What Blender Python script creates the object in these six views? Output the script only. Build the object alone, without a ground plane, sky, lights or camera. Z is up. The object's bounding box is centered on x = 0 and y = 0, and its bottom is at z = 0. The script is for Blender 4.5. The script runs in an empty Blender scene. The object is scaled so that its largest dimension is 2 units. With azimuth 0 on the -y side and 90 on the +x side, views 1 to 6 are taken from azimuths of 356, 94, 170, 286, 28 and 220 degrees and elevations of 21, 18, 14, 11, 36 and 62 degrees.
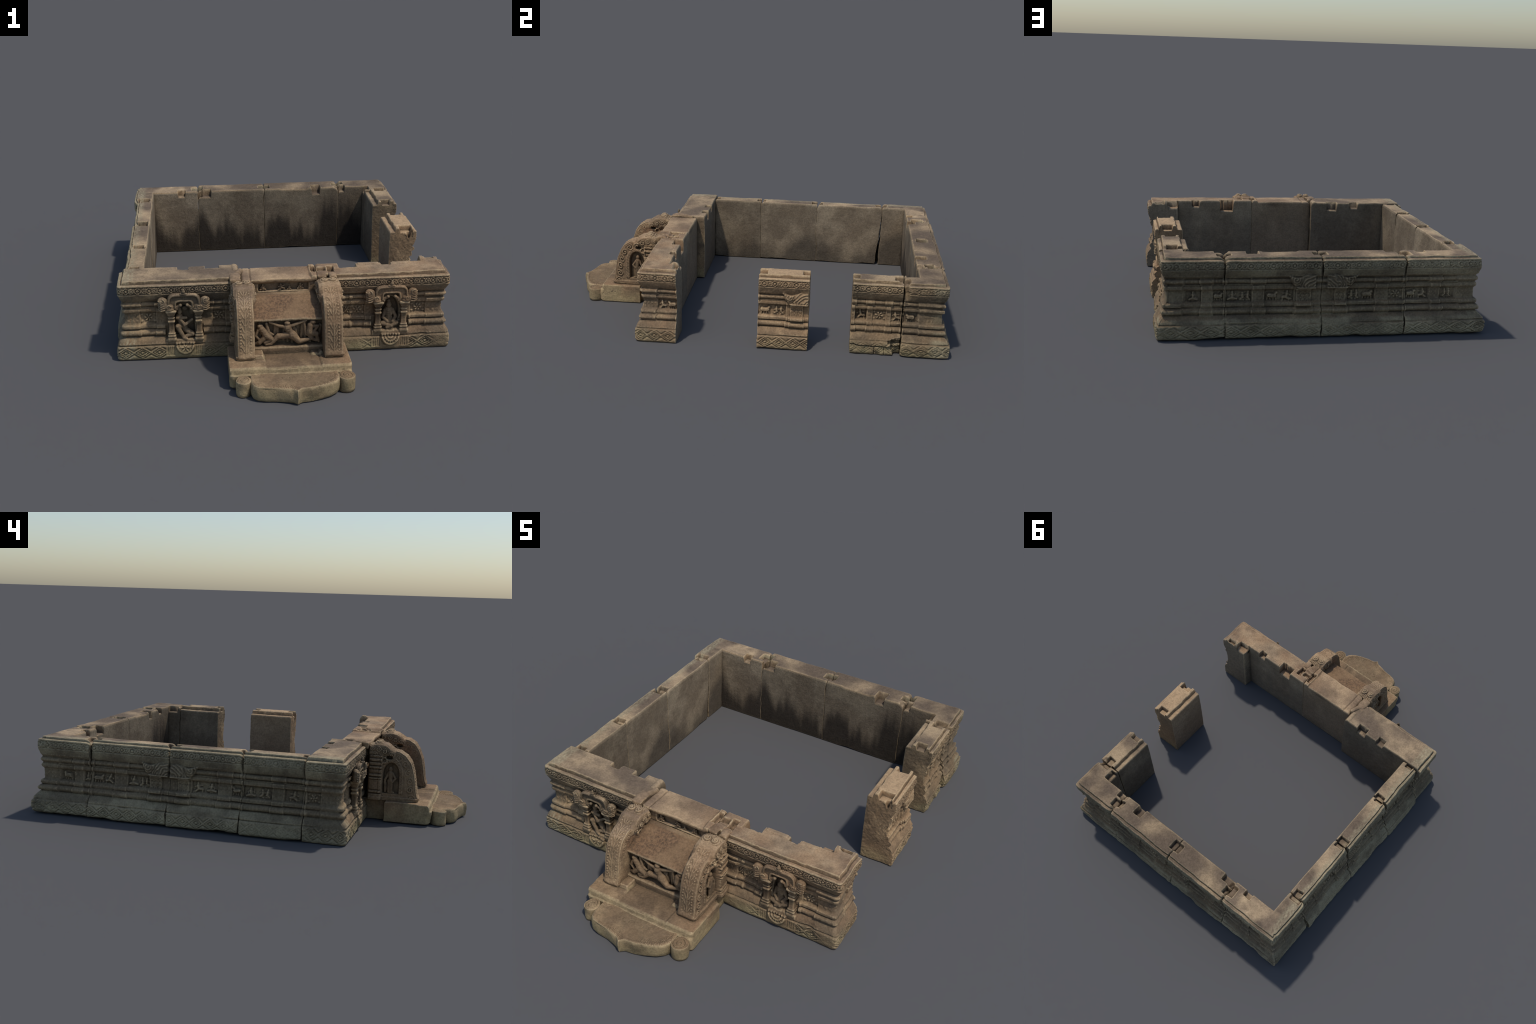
# Ruined carved stone temple base: a square of moulded wall blocks, two stray
# blocks on the open side, and a carved stair with a moonstone in front.
import bpy, math
import numpy as np
from mathutils import Vector

rng = np.random.default_rng(11)

# ------------------------------------------------------------------ noise
def _hash(ix, iy, iz, seed):
    h = (ix.astype(np.uint32) * np.uint32(374761393) + iy.astype(np.uint32) * np.uint32(668265263)
         + iz.astype(np.uint32) * np.uint32(2147483647) + np.uint32(seed * 974711 + 17))
    h = (h ^ (h >> np.uint32(13))) * np.uint32(1274126177)
    h = (h ^ (h >> np.uint32(15))) * np.uint32(2246822519)
    return ((h ^ (h >> np.uint32(16))) & np.uint32(0xFFFF)).astype(np.float64) / 32767.5 - 1.0

def vnoise(x, y, z, f, seed=0):
    x = np.asarray(x) * f + 101.3; y = np.asarray(y) * f + 57.7; z = np.asarray(z) * f + 33.1
    x, y, z = np.broadcast_arrays(x, y, z)
    ix = np.floor(x); iy = np.floor(y); iz = np.floor(z)
    fx, fy, fz = x - ix, y - iy, z - iz
    fx = fx * fx * (3 - 2 * fx); fy = fy * fy * (3 - 2 * fy); fz = fz * fz * (3 - 2 * fz)
    ix = ix.astype(np.int64); iy = iy.astype(np.int64); iz = iz.astype(np.int64)
    out = 0
    for a in (0, 1):
        wa = fx if a else 1 - fx
        for b in (0, 1):
            wb = fy if b else 1 - fy
            for c in (0, 1):
                wc = fz if c else 1 - fz
                out = out + wa * wb * wc * _hash(ix + a, iy + b, iz + c, seed)
    return out

def fbm(x, y, z, f, seed=0, octv=3):
    s = 0; amp = 1.0
    for o in range(octv):
        s = s + amp * vnoise(x, y, z, f * 2.03 ** o, seed + o * 7); amp *= 0.5
    return s

def sstep(e0, e1, x):
    t = np.clip((x - e0) / (e1 - e0), 0, 1)
    return t * t * (3 - 2 * t)

def within(x, a, b, soft=0.002):
    a, b = np.minimum(a, b), np.maximum(a, b)
    return sstep(a - soft, a + soft, x) * (1 - sstep(b - soft, b + soft, x))

# ------------------------------------------------------------------ mesh helpers
def mesh_from(name, co, faces):
    """co (n,3), faces (m,4) or list of arrays"""
    me = bpy.data.meshes.new(name)
    if not isinstance(faces, list):
        faces = [faces]
    nv = len(co)
    loops = np.concatenate([f.ravel() for f in faces]).astype(np.int32)
    sizes = np.concatenate([np.full(len(f), f.shape[1]) for f in faces]).astype(np.int32)
    starts = np.concatenate([[0], np.cumsum(sizes)[:-1]]).astype(np.int32)
    me.vertices.add(nv); me.vertices.foreach_set('co', np.asarray(co, np.float32).ravel())
    me.loops.add(len(loops)); me.loops.foreach_set('vertex_index', loops)
    me.polygons.add(len(sizes)); me.polygons.foreach_set('loop_start', starts)
    me.polygons.foreach_set('use_smooth', np.ones(len(sizes), bool))
    me.update(calc_edges=True); me.validate()
    return me

ROOT = bpy.data.objects.new('stone_temple_base', None)
bpy.context.scene.collection.objects.link(ROOT)
ROOT['label'] = 'ruined carved stone temple base with moulded walls and stair'
ROOT['category'] = 'temple ruin'

def add(name, me, parent, mat):
    ob = bpy.data.objects.new(name, me)
    bpy.context.scene.collection.objects.link(ob)
    ob.parent = parent
    me.materials.clear(); me.materials.append(mat)
    return ob

def box_lattice(ns, nd, nz):
    """surface of a lattice: vertex (i,j,k) triples and outward quads"""
    idx = -np.ones((ns, nd, nz), np.int64)
    surf = np.zeros((ns, nd, nz), bool)
    surf[0] = surf[-1] = True; surf[:, 0] = surf[:, -1] = True; surf[:, :, 0] = surf[:, :, -1] = True
    ijk = np.argwhere(surf)
    idx[surf] = np.arange(len(ijk))
    fs = []
    def q(g, flip):
        a, b, c, d = g[:-1, :-1].ravel(), g[1:, :-1].ravel(), g[1:, 1:].ravel(), g[:-1, 1:].ravel()
        fs.append(np.stack([a, d, c, b] if flip else [a, b, c, d], 1))
    # local frame (s, d, z) is left-handed in the world
    q(idx[:, 0, :], True); q(idx[:, -1, :], False)
    q(idx[0], False); q(idx[-1], True)
    q(idx[:, :, 0], False); q(idx[:, :, -1], True)
    return ijk, np.concatenate(fs)

# ------------------------------------------------------------------ wall section
PROFILE = [(0, -.003), (.006, .001), (.014, .0035), (.060, .004), (.0655, .001), (.068, -.0045), (.0705, -.005),
           (.072, -.0025), (.080, -.004), (.090, -.009), (.098, -.016), (.103, -.0215), (.106, -.027), (.1085, -.0265),
           (.111, -.018), (.116, -.0135), (.123, -.012), (.130, -.0145), (.1345, -.0215), (.1365, -.028), (.1405, -.0285),
           (.1425, -.021), (.145, -.0195), (.156, -.0195), (.1585, -.022), (.1615, -.033), (.165, -.034), (.213, -.034),
           (.2165, -.0315), (.2195, -.024), (.2225, -.0225), (.2345, -.0225), (.237, -.0265), (.239, -.0315), (.2455, -.0315),
           (.2475, -.025), (.251, -.0185), (.2575, -.0165), (.264, -.0185), (.267, -.026), (.2695, -.029), (.2725, -.027),
           (.277, -.0215), (.286, -.0165), (.296, -.012), (.304, -.009), (.3085, -.008), (.3105, -.0055), (.3485, -.0055),
           (.352, -.0075), (.3545, -.0115)]
PZ = np.array([p[0] for p in PROFILE]); PD = np.array([p[1] for p in PROFILE])
HN = PZ[-1]
def prof(z):
    return np.interp(z, PZ, PD)
_zf = np.linspace(-.03, HN + .03, 800); _pf = np.interp(_zf, PZ, PD)
_k = np.exp(-.5 * (np.arange(-40, 41) * (_zf[1] - _zf[0]) / .0052) ** 2); _k /= _k.sum()
_pw = np.convolve(np.pad(_pf, 40, mode='edge'), _k, 'valid')
def prof_worn(z):
    return np.interp(z, _zf, _pw)
def z_samples(step=.003):
    out = [0.0]
    for a, b in zip(PZ[:-1], PZ[1:]):
        n = max(1, int(round((b - a) / step)))
        out += list(a + (b - a) * np.arange(1, n + 1) / n)
    return np.array(out)

# ------------------------------------------------------------------ carved ornament (height in metres)
def scroll_band(a, z, seed=0):
    """cornice frieze: rosettes, lozenges and leaves between two fillets"""
    zc, hb = .3300, .0172
    t = z - zc
    inside = within(z, zc - hb, zc + hb, .0012)
    a = a + .006 * vnoise(a, 0 * a, 0 * a, 9, seed) + .0012 * vnoise(a, z, 0 * a, 90, seed)
    c = .098
    u = np.mod(a + seed * .031, c) - c / 2
    r = np.hypot(u, t)
    ring = 1 - sstep(.0018, .0032, np.abs(r - .0128))
    boss = 1 - sstep(.0055, .0075, r)
    v = c / 2 - np.abs(u)
    q = v / .019 + np.abs(t) / .0152
    loz = np.maximum(1 - sstep(.10, .2, np.abs(q - .95)), 1 - sstep(.3, .45, q))
    # curling leaf pairs between
    w = np.abs(u) - .0242 + .002 * vnoise(a, t, 0 * a, 40, seed)
    ang = np.arctan2(t, w); rr = np.hypot(w, t)
    leaf = (1 - sstep(.0016, .003, np.abs(np.mod(rr * 1.0 + np.sign(t) * ang * .0014, .0085) - .0042))) * (rr < .015)
    diag = 1 - sstep(.0015, .003, np.abs(np.abs(t) - np.abs(w) * .9 - .002))
    h = np.maximum.reduce([ring, boss, loz, leaf * .9, diag * .8 * (np.abs(w) < .012)])
    return inside * (h - 1) * .0046

def diamond_band(a, z, w=.072, seed=0):
    """plinth frieze: crossing bands with nested lozenges"""
    zc, hb = .0360, .0250
    t = z - zc
    inside = within(z, zc - hb - .001, zc + hb, .0012)
    u = np.mod(a + seed * .017, w) - w / 2
    q = np.abs(u) / (w / 2) + np.abs(t) / hb
    b1 = 1 - sstep(.10, .17, np.abs(q - 1.0))
    b2 = 1 - sstep(.08, .14, np.abs(q - .62))
    b0 = 1 - sstep(.16, .28, q)
    qq = (w / 2 - np.abs(u)) / (w / 2) + (hb - np.abs(t)) / hb
    tri = 1 - sstep(.45, .62, qq)
    h = np.maximum.reduce([b1, b2, b0, tri * .8])
    return inside * (h - 1) * .0042

def floral(a, z, w=.02, h=.018):
    u = np.mod(a, w) - w / 2; v = np.mod(z, h) - h / 2
    r = np.hypot(u / w, v / h); th = np.arctan2(v / h, u / w)
    return (np.cos(th * 4) * .5 + .5) * (1 - sstep(.2, .48, r)) - .6 * (1 - sstep(.02, .07, np.abs(r - .46)))

def blob2d(a, z, caps):
    """smooth relief of 2-D limbs: (x0,z0,r0,x1,z1,r1)"""
    h = np.zeros_like(a)
    for x0, z0, r0, x1, z1, r1 in caps:
        dx, dz = x1 - x0, z1 - z0
        L = dx * dx + dz * dz + 1e-9
        t = np.clip(((a - x0) * dx + (z - z0) * dz) / L, 0, 1)
        d2 = (a - x0 - t * dx) ** 2 + (z - z0 - t * dz) ** 2
        r = r0 + (r1 - r0) * t
        h = np.maximum(h, np.sqrt(np.maximum(r * r - d2, 0)))
    return h

FIGS = {
    'seated': [(0, .86, .10, 0, .88, .10), (0, .68, .13, .02, .42, .12), (-.10, .66, .055, -.26, .45, .05), (-.26, .45, .05, -.06, .36, .05),
               (.12, .66, .055, .28, .5, .05), (.28, .5, .05, .3, .75, .045), (-.02, .3, .13, -.36, .18, .09), (-.36, .18, .08, .06, .1, .07),
               (.04, .3, .13, .38, .2, .09), (.38, .2, .08, .05, .1, .07)],
    'archer': [(-.1, .84, .10, -.1, .87, .10), (-.08, .66, .13, .02, .38, .13), (-.06, .66, .055, .28, .66, .045), (.28, .66, .04, .44, .72, .04),
               (-.14, .64, .055, -.38, .5, .05), (-.38, .5, .045, -.16, .4, .04), (.04, .34, .12, .34, .3, .1), (.34, .3, .09, .32, .04, .06),
               (-.02, .34, .12, -.24, .12, .1), (-.24, .12, .08, -.46, .08, .06)],
    'animal': [(-.3, .5, .17, .24, .48, .16), (.24, .55, .13, .4, .76, .10), (.4, .76, .10, .5, .66, .06), (-.36, .42, .09, -.4, .06, .055),
               (-.2, .42, .08, -.12, .06, .05), (.16, .4, .08, .12, .06, .05), (.3, .4, .08, .38, .06, .055), (-.44, .55, .04, -.5, .25, .03)],
    'pair': [(-.24, .84, .09, -.24, .86, .09), (-.24, .66, .11, -.2, .36, .11), (-.2, .34, .1, -.4, .14, .08), (-.38, .14, .07, -.12, .08, .06),
             (.22, .80, .09, .22, .82, .09), (.22, .62, .11, .2, .36, .11), (.2, .34, .1, .42, .16, .08), (.4, .14, .07, .1, .08, .06),
             (-.16, .62, .05, .02, .5, .045), (.14, .6, .05, .02, .5, .045), (.3, .6, .05, .44, .46, .045), (-.34, .62, .05, -.46, .5, .04)],
}
def panel_relief(a, z, a0, a1, kind):
    z0, z1 = .165, .213
    H = z1 - z0; W = abs(a1 - a0); ac = (a0 + a1) / 2
    n = max(1, int(round(W / (H * 1.35))))
    h = np.zeros_like(a)
    a = a + .0022 * vnoise(a, z, 0 * a, 70, kind); z = z + .0018 * vnoise(a, z, 0 * a, 60, kind + 9)
    for i in range(n):
        cx = ac + (i - (n - 1) / 2) * W / n
        flip = -1 if (i + int(abs(ac) * 97)) % 2 else 1
        sc = min(H, W / n / 1.02)
        keys = ['seated', 'archer', 'animal', 'pair']
        caps = [(cx + flip * c[0] * sc, z0 + c[1] * H * .97, c[2] * sc * 1.3, cx + flip * c[3] * sc * 1.08, z0 + c[4] * H * .97, c[5] * sc * 1.3)
                for c in FIGS[keys[(kind + i) % 4]]]
        h = np.maximum(h, blob2d(a, z, caps))
    return h

def bracket(a, z, a_out, a_in, sgn):
    """scrolled makara bracket capital; flares towards a_out. returns (mask, height)"""
    w = abs(a_out - a_in)
    t = (a - a_in) / (a_out - a_in)             # 0 at the joint side, 1 at the tip
    zz = (z - .222) / .070
    top = .86 + .12 * np.sin(np.clip(t, 0, 1) * 7.0) - .3 * np.clip(t - .8, 0, 1)
    edge = .62 + .42 * np.sqrt(np.clip(zz, 0, 1))
    m = sstep(-.03, .03, t) * (1 - sstep(edge - .04, edge + .04, t)) * sstep(-.02, .03, zz) * (1 - sstep(top - .06, top + .03, zz))
    r1 = np.hypot((t - .75) * w, (zz - .62) * .07); a1 = np.arctan2((zz - .62) * .07, (t - .75) * w)
    r2 = np.hypot((t - .25) * w, (zz - .45) * .07); a2 = np.arctan2((zz - .45) * .07, (t - .25) * w)
    g1 = np.cos((r1 / .0115 + a1 / 6.283) * 6.283); g2 = np.cos((r2 / .0125 - a2 / 6.283) * 6.283)
    wx = t + .09 * vnoise(a, z, 0 * a, 55, 12)
    r3 = np.hypot((wx + .05) * w, (zz + .15) * .07)
    g2 = np.cos(r3 / .0145 * 6.283)
    g = np.where(t > .62, g1, g2)
    puff = np.maximum(np.sqrt(np.maximum(1 - (r1 / .026) ** 2, 0)), np.sqrt(np.maximum(1 - (r2 / .034) ** 2, 0)))
    shelf = within(zz, -.02, .13, .03)
    sway = np.sin((t * 2.2 + zz * 1.1) * 6.283) * .35
    return m, np.where(shelf > .5, .002, g * .0021 + sway * .0018 + puff * .006 - .0045)

# per wall: (from, to, kind); kind 'p' pilaster, 'f' figure panel, 'c' floral panel, 'b' bracketed pilaster, 'd' deep dark niche
SEGS = {
    'back': [(.72, .672, 'p'), (.668, .580, 'f'), (.578, .523, 'p'), (.520, .466, 'f'), (.455, .340, 'f'), (.336, .283, 'p'), (.281, .150, 'f'),
             (.140, .072, 'b', .172, .052), (.068, .03, 'p'), (.018, -.034, 'p'), (-.036, -.088, 'b', -.140, .0), (-.096, -.224, 'f'),
             (-.226, -.286, 'p'), (-.288, -.356, 'c'), (-.372, -.498, 'f'), (-.500, -.552, 'p'), (-.556, -.645, 'f'), (-.647, -.72, 'p')],
    'left': [(.96, .880, 'p'), (.877, .790, 'f'), (.788, .735, 'p'), (.732, .697, 'f'), (.682, .574, 'f'), (.572, .510, 'p'), (.506, .396, 'f'),
             (.394, .335, 'b', .436, .303), (.332, .30, 'p'), (.29, .256, 'p'), (.254, .200, 'b', .160, .292), (.188, .064, 'f'), (.062, .0, 'p'), (-.003, -.046, 'f'),
             (-.058, -.190, 'f'), (-.192, -.245, 'p'), (-.248, -.332, 'f'), (-.352, -.430, 'c'), (-.434, -.492, 'p'), (-.494, -.54, 'p')],
    'right': [(-.54, -.454, 'p'), (-.452, -.336, 'f'), (.062, .196, 'f'), (.218, .280, 'b', .182, .304), (.512, .528, 'p'), (.531, .585, 'd'),
              (.588, .612, 'p'), (.615, .676, 'c'), (.680, .700, 'p'), (.703, .748, 'f'), (.762, .845, 'f'), (.852, .95, 'p')],
    'front': [(-.77, -.645, 'p'), (-.642, -.572, 'c'), (-.570, -.535, 'p'), (-.355, -.318, 'p'), (-.316, -.262, 'c'), (-.258, -.19, 'p'),
              (.15, .27, 'p'), (.276, .306, 'c'), (.309, .372, 'c'), (.376, .404, 'p'), (.585, .652, 'c'), (.656, .77, 'p')],
}
WEAR_SEED = {'back': 3, 'left': 5, 'right': 8, 'front': 13}
DIAM_W = {'back': .088, 'left': .066, 'right': .068, 'front': .076}

NICHES = [dict(c=-.446, r=.047, z0=.094, z1=.250), dict(c=.489, r=.043, z0=.094, z1=.252)]

def wall_face(wall, a, z):
    """outward offset of a carved wall face from its base plane"""
    h = prof(z)
    wear = np.clip(.80 + .55 * fbm(a, z, 0 * a, 5.0, WEAR_SEED[wall], 2), .15, 1.0)
    if wall == 'right':
        wear = np.clip(wear + .25, 0, 1)
    if wall == 'front':      # rubbed smooth towards the right corner and by the stair
        wear = np.where(z < .1, wear * (1 - .85 * sstep(.66, .70, a)) * (1 - .9 * within(a, .1, .36, .03)), np.clip(wear + .3, 0, 1))
    soft = np.clip((.62 if wall in ('back', 'left') else .42) + .75 * fbm(a, z * .6, 0 * a, 6.5, 90 + WEAR_SEED[wall], 3), .08, .95)
    h = h * (1 - soft) + prof_worn(z) * soft
    # stepped runs of moulding
    proj = np.zeros_like(a); dado = np.zeros_like(a)
    for i, sg in enumerate(SEGS[wall]):
        a0, a1, k = sg[0], sg[1], sg[2]
        for lo, hi, sh in ((.104, .138, .006), (.139, .162, .0), (.216, .239, .0), (.240, .270, .008)):
            zone = (z > lo) & (z < hi)
            if k in ('f', 'c', 'd'):
                m = within(a, min(a0, a1) - .002 + sh, max(a0, a1) + .002 - sh, .0012)
                proj = proj - zone * m * (.0065 if k != 'c' else .004)
        if k == 'p':
            m = within(a, a0, a1, .0008) * within(z, .164, .214, .0015)
            fr = within(a, min(a0, a1) + .004, max(a0, a1) - .004, .001) * within(z, .169, .209, .001)
            dado = dado + m * fr * (floral(a - a0, z, .021, .0205) - .5) * .0015
        elif k in ('f', 'c', 'd'):
            m = within(a, a0, a1, .001) * within(z, .1645, .2135, .001)
            dep = .0125 if k == 'f' else (.008 if k == 'c' else .026)
            if k == 'c':
                um, vm = a - (a0 + a1) / 2 + .002 * vnoise(a, z, 0 * a, 50, 4), z - .189
                wr = abs(a1 - a0) / 2
                rm = np.hypot(um / min(wr, .026), vm / .023); tm = np.arctan2(vm, um)
                rel = .0075 * (.5 + .5 * np.cos(tm * 6 + 1.5 * rm)) * (1 - sstep(.55, .95, rm)) * sstep(.1, .3, rm) + .006 * (1 - sstep(.12, .26, rm))
                rel = rel + .004 * (1 - sstep(.12, .3, np.hypot(np.abs(um) / wr - .82, np.abs(vm) / .023 - .7)))
            else:
                rel = np.minimum(panel_relief(a, z, a0, a1, i + WEAR_SEED[wall]) * 1.5, .013 if k == 'f' else .021)
            dado = dado + m * (-dep + rel)
        elif k == 'b':
            m = within(a, a0, a1, .0008) * within(z, .145, .222, .001)
            fr = within(a, min(a0, a1) + .006, max(a0, a1) - .006, .001) * within(z, .168, .208, .001)
            cap = within(z, .2, .222, .001) * np.clip((z - .2) / .022, 0, 1)
            dado = dado + m * (.010 + fr * (floral(a - a0, z, .02, .02) - .6) * .003 + cap * .004 - within(z, .166, .2, .001) * .002)
            # mouldings below break forward under the pillar
            f = within(a, min(a0, a1) - .008, max(a0, a1) + .008, .001)
            proj = proj + f * (within(z, .108, .138, .001) + within(z, .139, .1625, .001)) * .005
            bm, bh = bracket(a, z, sg[3], sg[4], 1)
            target = -.010 + bh
            h = h * (1 - bm) + target * bm
            proj = proj * (1 - bm)
    # toothed leaf edging on the cymas
    tooth = np.abs(np.mod(a, .016) / .016 - .5) * 2
    nz = fbm(a, 0 * a, 0 * a, 7.0, 31 + WEAR_SEED[wall], 1)
    cy = within(z, .074, .077 + .006 * tooth, .0008) * .0022 * sstep(-.1, .2, nz)
    cy2 = within(z, .279, .283 + .004 * tooth, .0008) * .0020 * sstep(0, .25, -nz)
    orn = dado + proj + (scroll_band(a, z, WEAR_SEED[wall]) + cy + cy2) * np.clip(wear + .15, 0, 1)
    dm = diamond_band(a, z, DIAM_W[wall], WEAR_SEED[wall]) * wear
    if wall == 'front':
        keep = np.ones_like(a)
        for nc in NICHES:
            keep = keep * (1 - within(a, nc['c'] - .088, nc['c'] + .088, .002))
        dm = dm * keep
    h = h + orn * np.where((z > .16) & (z < .22), np.clip(wear + .4, 0, 1), 1) + dm
    if wall == 'front':
        for n, nc in enumerate(NICHES):
            u = a - nc['c']
            # keep the middle of the bay clear of mouldings, then hollow it out
            zc = (nc['z0'] + nc['z1']) / 2; hz = (nc['z1'] - nc['z0']) / 2
            q = np.hypot(u / nc['r'], np.clip((z - zc) / hz, -2, 2)) if n else np.maximum(np.abs(u) / nc['r'], np.abs(z - zc) / hz)
            bay = within(u, -.085, .085, .003) * within(z, .098, .27, .004)
            h = h * (1 - bay) + np.minimum(h, -.026) * bay
            hol = 1 - sstep(.9, 1.04, q)
            h = h * (1 - hol) + (-.058 if n else -.048) * hol
            # ledge under the figure
            led = within(u, -.085, .085, .002) * within(z, .070, .098, .002)
            h = h + led * np.clip((z - .068) / .03, 0, 1) * .012
            # pendant on the plinth, fluted plates either side
            r = np.hypot(u, (z - .076) * .80)
            below = z < .082
            pend = (1 - sstep(.042, .046, r)) * below
            rib = np.cos(r / .0125 * 6.283) * .0022
            if n == 0:
                th = np.arctan2(z - .058, u); rr = np.hypot(u, z - .056)
                rib = np.where(rr < .024, np.cos(th * 6) * .0028 * (1 - sstep(.01, .026, rr)), rib)
            bead = np.cos(np.arctan2(u, .08 - z) * 22) * .0016 * within(r, .026, .034, .002)
            h = np.where(below, h + pend * (.009 + rib + bead - .004 * (1 - r / .045)), h)
            flu = (within(np.abs(u), .048, .084, .001) * within(z, .018, .060, .001))
            h = h + flu * (np.cos(u / .009 * 6.283) * .0014 - .002)
    return h

def rough(x, y, z, seed, amp=1.0):
    return amp * (.0016 * fbm(x, y, z, 14, seed, 2) + .0007 * vnoise(x, y, z, 75, seed + 3) + .00045 * vnoise(x, y, z, 160, seed + 4))

# ------------------------------------------------------------------ tops: clamp holes, notches, rims
PLAT = .366
def top_height(x, y, base, cuts):
    h = np.full_like(x, base)
    for c in cuts:
        x0, x1, y0, y1, dz = c[:5]
        soft = c[5] if len(c) > 5 else .0018
        wob = .0022 * vnoise(x, y, 0 * x, 45, 5)
        m = within(x + wob, x0, x1, soft) * within(y + wob, y0, y1, soft)
        h = h + m * dz
    return h

DIRS = {'front': ((1, 0), (0, -1)), 'right': ((0, 1), (1, 0)), 'back': ((-1, 0), (0, 1)), 'left': ((0, -1), (-1, 0))}

def wall_block(name, wall, start, S, T, mat, plat=PLAT, cuts=(), ends=('flat', 'flat'), corner=None, wall2=None,
               ds=.003, inner=None, special=None, seed=1, end_rough=1.0, face=None, zs=None, rim=True, parent=None,
               end_round=.0075, dd=.0045, T2=None, slant=0., foot=.0, lean=0.):
    """start: world xy of the inner base corner at s=0. corner: s of the bend (then wall2).
    ends: 'flat' joint faces or 'carved' returns."""
    d1, n1 = DIRS[wall]
    zs = z_samples() if zs is None else zs
    hn = zs[-1]
    # denser sampling next to the ends and the bend
    s = np.linspace(0, S, int(round(S / ds)) + 1)
    if corner:
        s = np.unique(np.concatenate([np.linspace(0, corner, int(round((corner + .06) / ds)) + 1),
                                      np.linspace(corner, S, int(round((S - corner + .06) / ds)) + 1)]))
    ex = np.array([.0008, .002])
    s = np.unique(np.round(np.concatenate([s, ex, S - ex]), 6))
    d = np.linspace(0, T, int(round(T / dd)) + 1)
    d = np.unique(np.round(np.concatenate([d, T - np.array([.0015, .003, .010, .012, .014, .016, .018, .020])]), 6))
    ijk, faces = box_lattice(len(s), len(d), len(zs))
    sv, dv, zv = s[ijk[:, 0]], d[ijk[:, 1]], zs[ijk[:, 2]]
    u, w = dv / T, sv / S
    a0 = start[0] * d1[0] + start[1] * d1[1]
    sg = d1[0] + d1[1]
    prof_f = face or wall_face
    # ends
    def end_off(kind, which):
        if kind == 'carved':
            wl = 'left' if which == 0 else 'right'
            av = start[1] + n1[1] * dv      # front wall only: y along the return
            rc = .013
            return (prof_f(wl, av, zv)) + rough(start[0] + (S if which else 0), av, zv, seed + 2) - (.001 if which else .008) * zv / .35 - .0045 * np.clip(1 - (T - dv) / rc, 0, 1) ** 2
        yy = dv
        r = -.0006 * end_rough + end_rough * (.0011 * fbm(yy, zv, 0 * yy, 16, seed + which * 5, 2) + .0007 * vnoise(yy, zv, 0 * yy, 90, seed + 9) + .0004 * vnoise(yy, zv, 0 * yy, 190, seed + 10))
        # let the ends drop back where mouldings were dressed
        return np.minimum(r, .001 * max(1, end_rough))
    e0 = end_off(ends[0], 0); e1 = end_off(ends[1], 1)
    if slant:
        e0 = e0 - slant * (1 - u) * np.clip(1 - zv / .34, 0, 1)
    sp = sv - e0 * (1 - w) + e1 * w
    def wander(wl, aj):        # joint lines wander; both neighbours share the same wander
        if wl not in ('back', 'left'): return 0.0
        return .0055 * vnoise(zv, 0 * zv, 0 * zv, 9, 300 + int(round(aj * 20))) + .0025 * vnoise(zv, 0 * zv, 0 * zv, 28, 330 + int(round(aj * 20)))
    wl2 = wall2 or wall
    dl2, _ = DIRS[wl2]
    if corner:
        aend = (start[0] + d1[0] * corner) * abs(dl2[0]) + (start[1] + d1[1] * corner) * abs(dl2[1]) + (dl2[0] + dl2[1]) * (S - corner)
    else:
        aend = sg * (a0 + S)
    sp = sp + sg * wander(wall, sg * a0) * (1 - w) + (dl2[0] + dl2[1]) * wander(wl2, aend) * w * (ends[1] == 'flat')
    if not corner:
        wx0 = a0 * sg + sp                     # along-distance measured in +dir
        aw = (a0 + sp) * sg                    # world coordinate along the wall
        hout = prof_f(wall, aw, zv)
    else:
        d2, n2 = DIRS[wall2]
        first = sv <= corner
        # inner corner point
        cx = start[0] + d1[0] * corner; cy = start[1] + d1[1] * corner
        T2 = T2 or T
        al1 = np.where(first, sp * (corner + u * T2) / corner, 0)
        al2 = np.where(first, 0, (S - sp) * ((S - corner) + dv) / (S - corner))
        ex_, ey_ = cx + d2[0] * (S - corner), cy + d2[1] * (S - corner)
        aw1 = (start[0] * d1[0] + start[1] * d1[1] + al1) * sg
        sg2 = d2[0] + d2[1]
        aw2 = (ex_ * d2[0] + ey_ * d2[1] - al2) * sg2
        hout = np.where(first, prof_f(wall, aw1, zv), prof_f(wall2, aw2, zv))
    # outer face irregularity (in world-ish coordinates) and worn joints
    if corner:
        aw = np.where(first, aw1, aw2)
    rr = rough(aw, zv, 0 * aw, seed)
    big = np.clip(fbm(aw, zv, 0 * aw, 9, seed + 40, 2) - .55, 0, 1)
    hout = hout + rr - big * .010 - lean * np.clip(zv / .35, 0, 1.1)
    ecn = np.full_like(sp, 1.0)                      # blunt the arrises of outer corners
    if ends[0] == 'carved': ecn = np.minimum(ecn, sv)
    if ends[1] == 'carved': ecn = np.minimum(ecn, S - sv)
    if corner: ecn = np.minimum(ecn, np.abs(sv - corner) * (1 if corner > .1 else .6) * 1.6)
    hout = hout - .0045 * np.clip(1 - ecn / .013, 0, 1) ** 2
    if special:
        hs = special(aw, zv, hout)
        hout = np.where(first, hs, hout) if corner else hs
    de = np.full_like(sp, 1.0)
    if ends[0] == 'flat': de = np.minimum(de, sp)
    if ends[1] == 'flat': de = np.minimum(de, S - sp)
    rad = end_round * (.5 + 1.5 * sstep(.255, .31, zv) + .9 * sstep(.10, .07, zv)) * (1 + .8 * vnoise(zv, aw * 0, np.sign(sv - S / 2), 22, seed + 60) + .15 * vnoise(zv, aw * 0, 0 * aw, 90, seed + 61))
    k = np.clip(1 - de / np.maximum(rad, .001), 0, 1)
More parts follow.
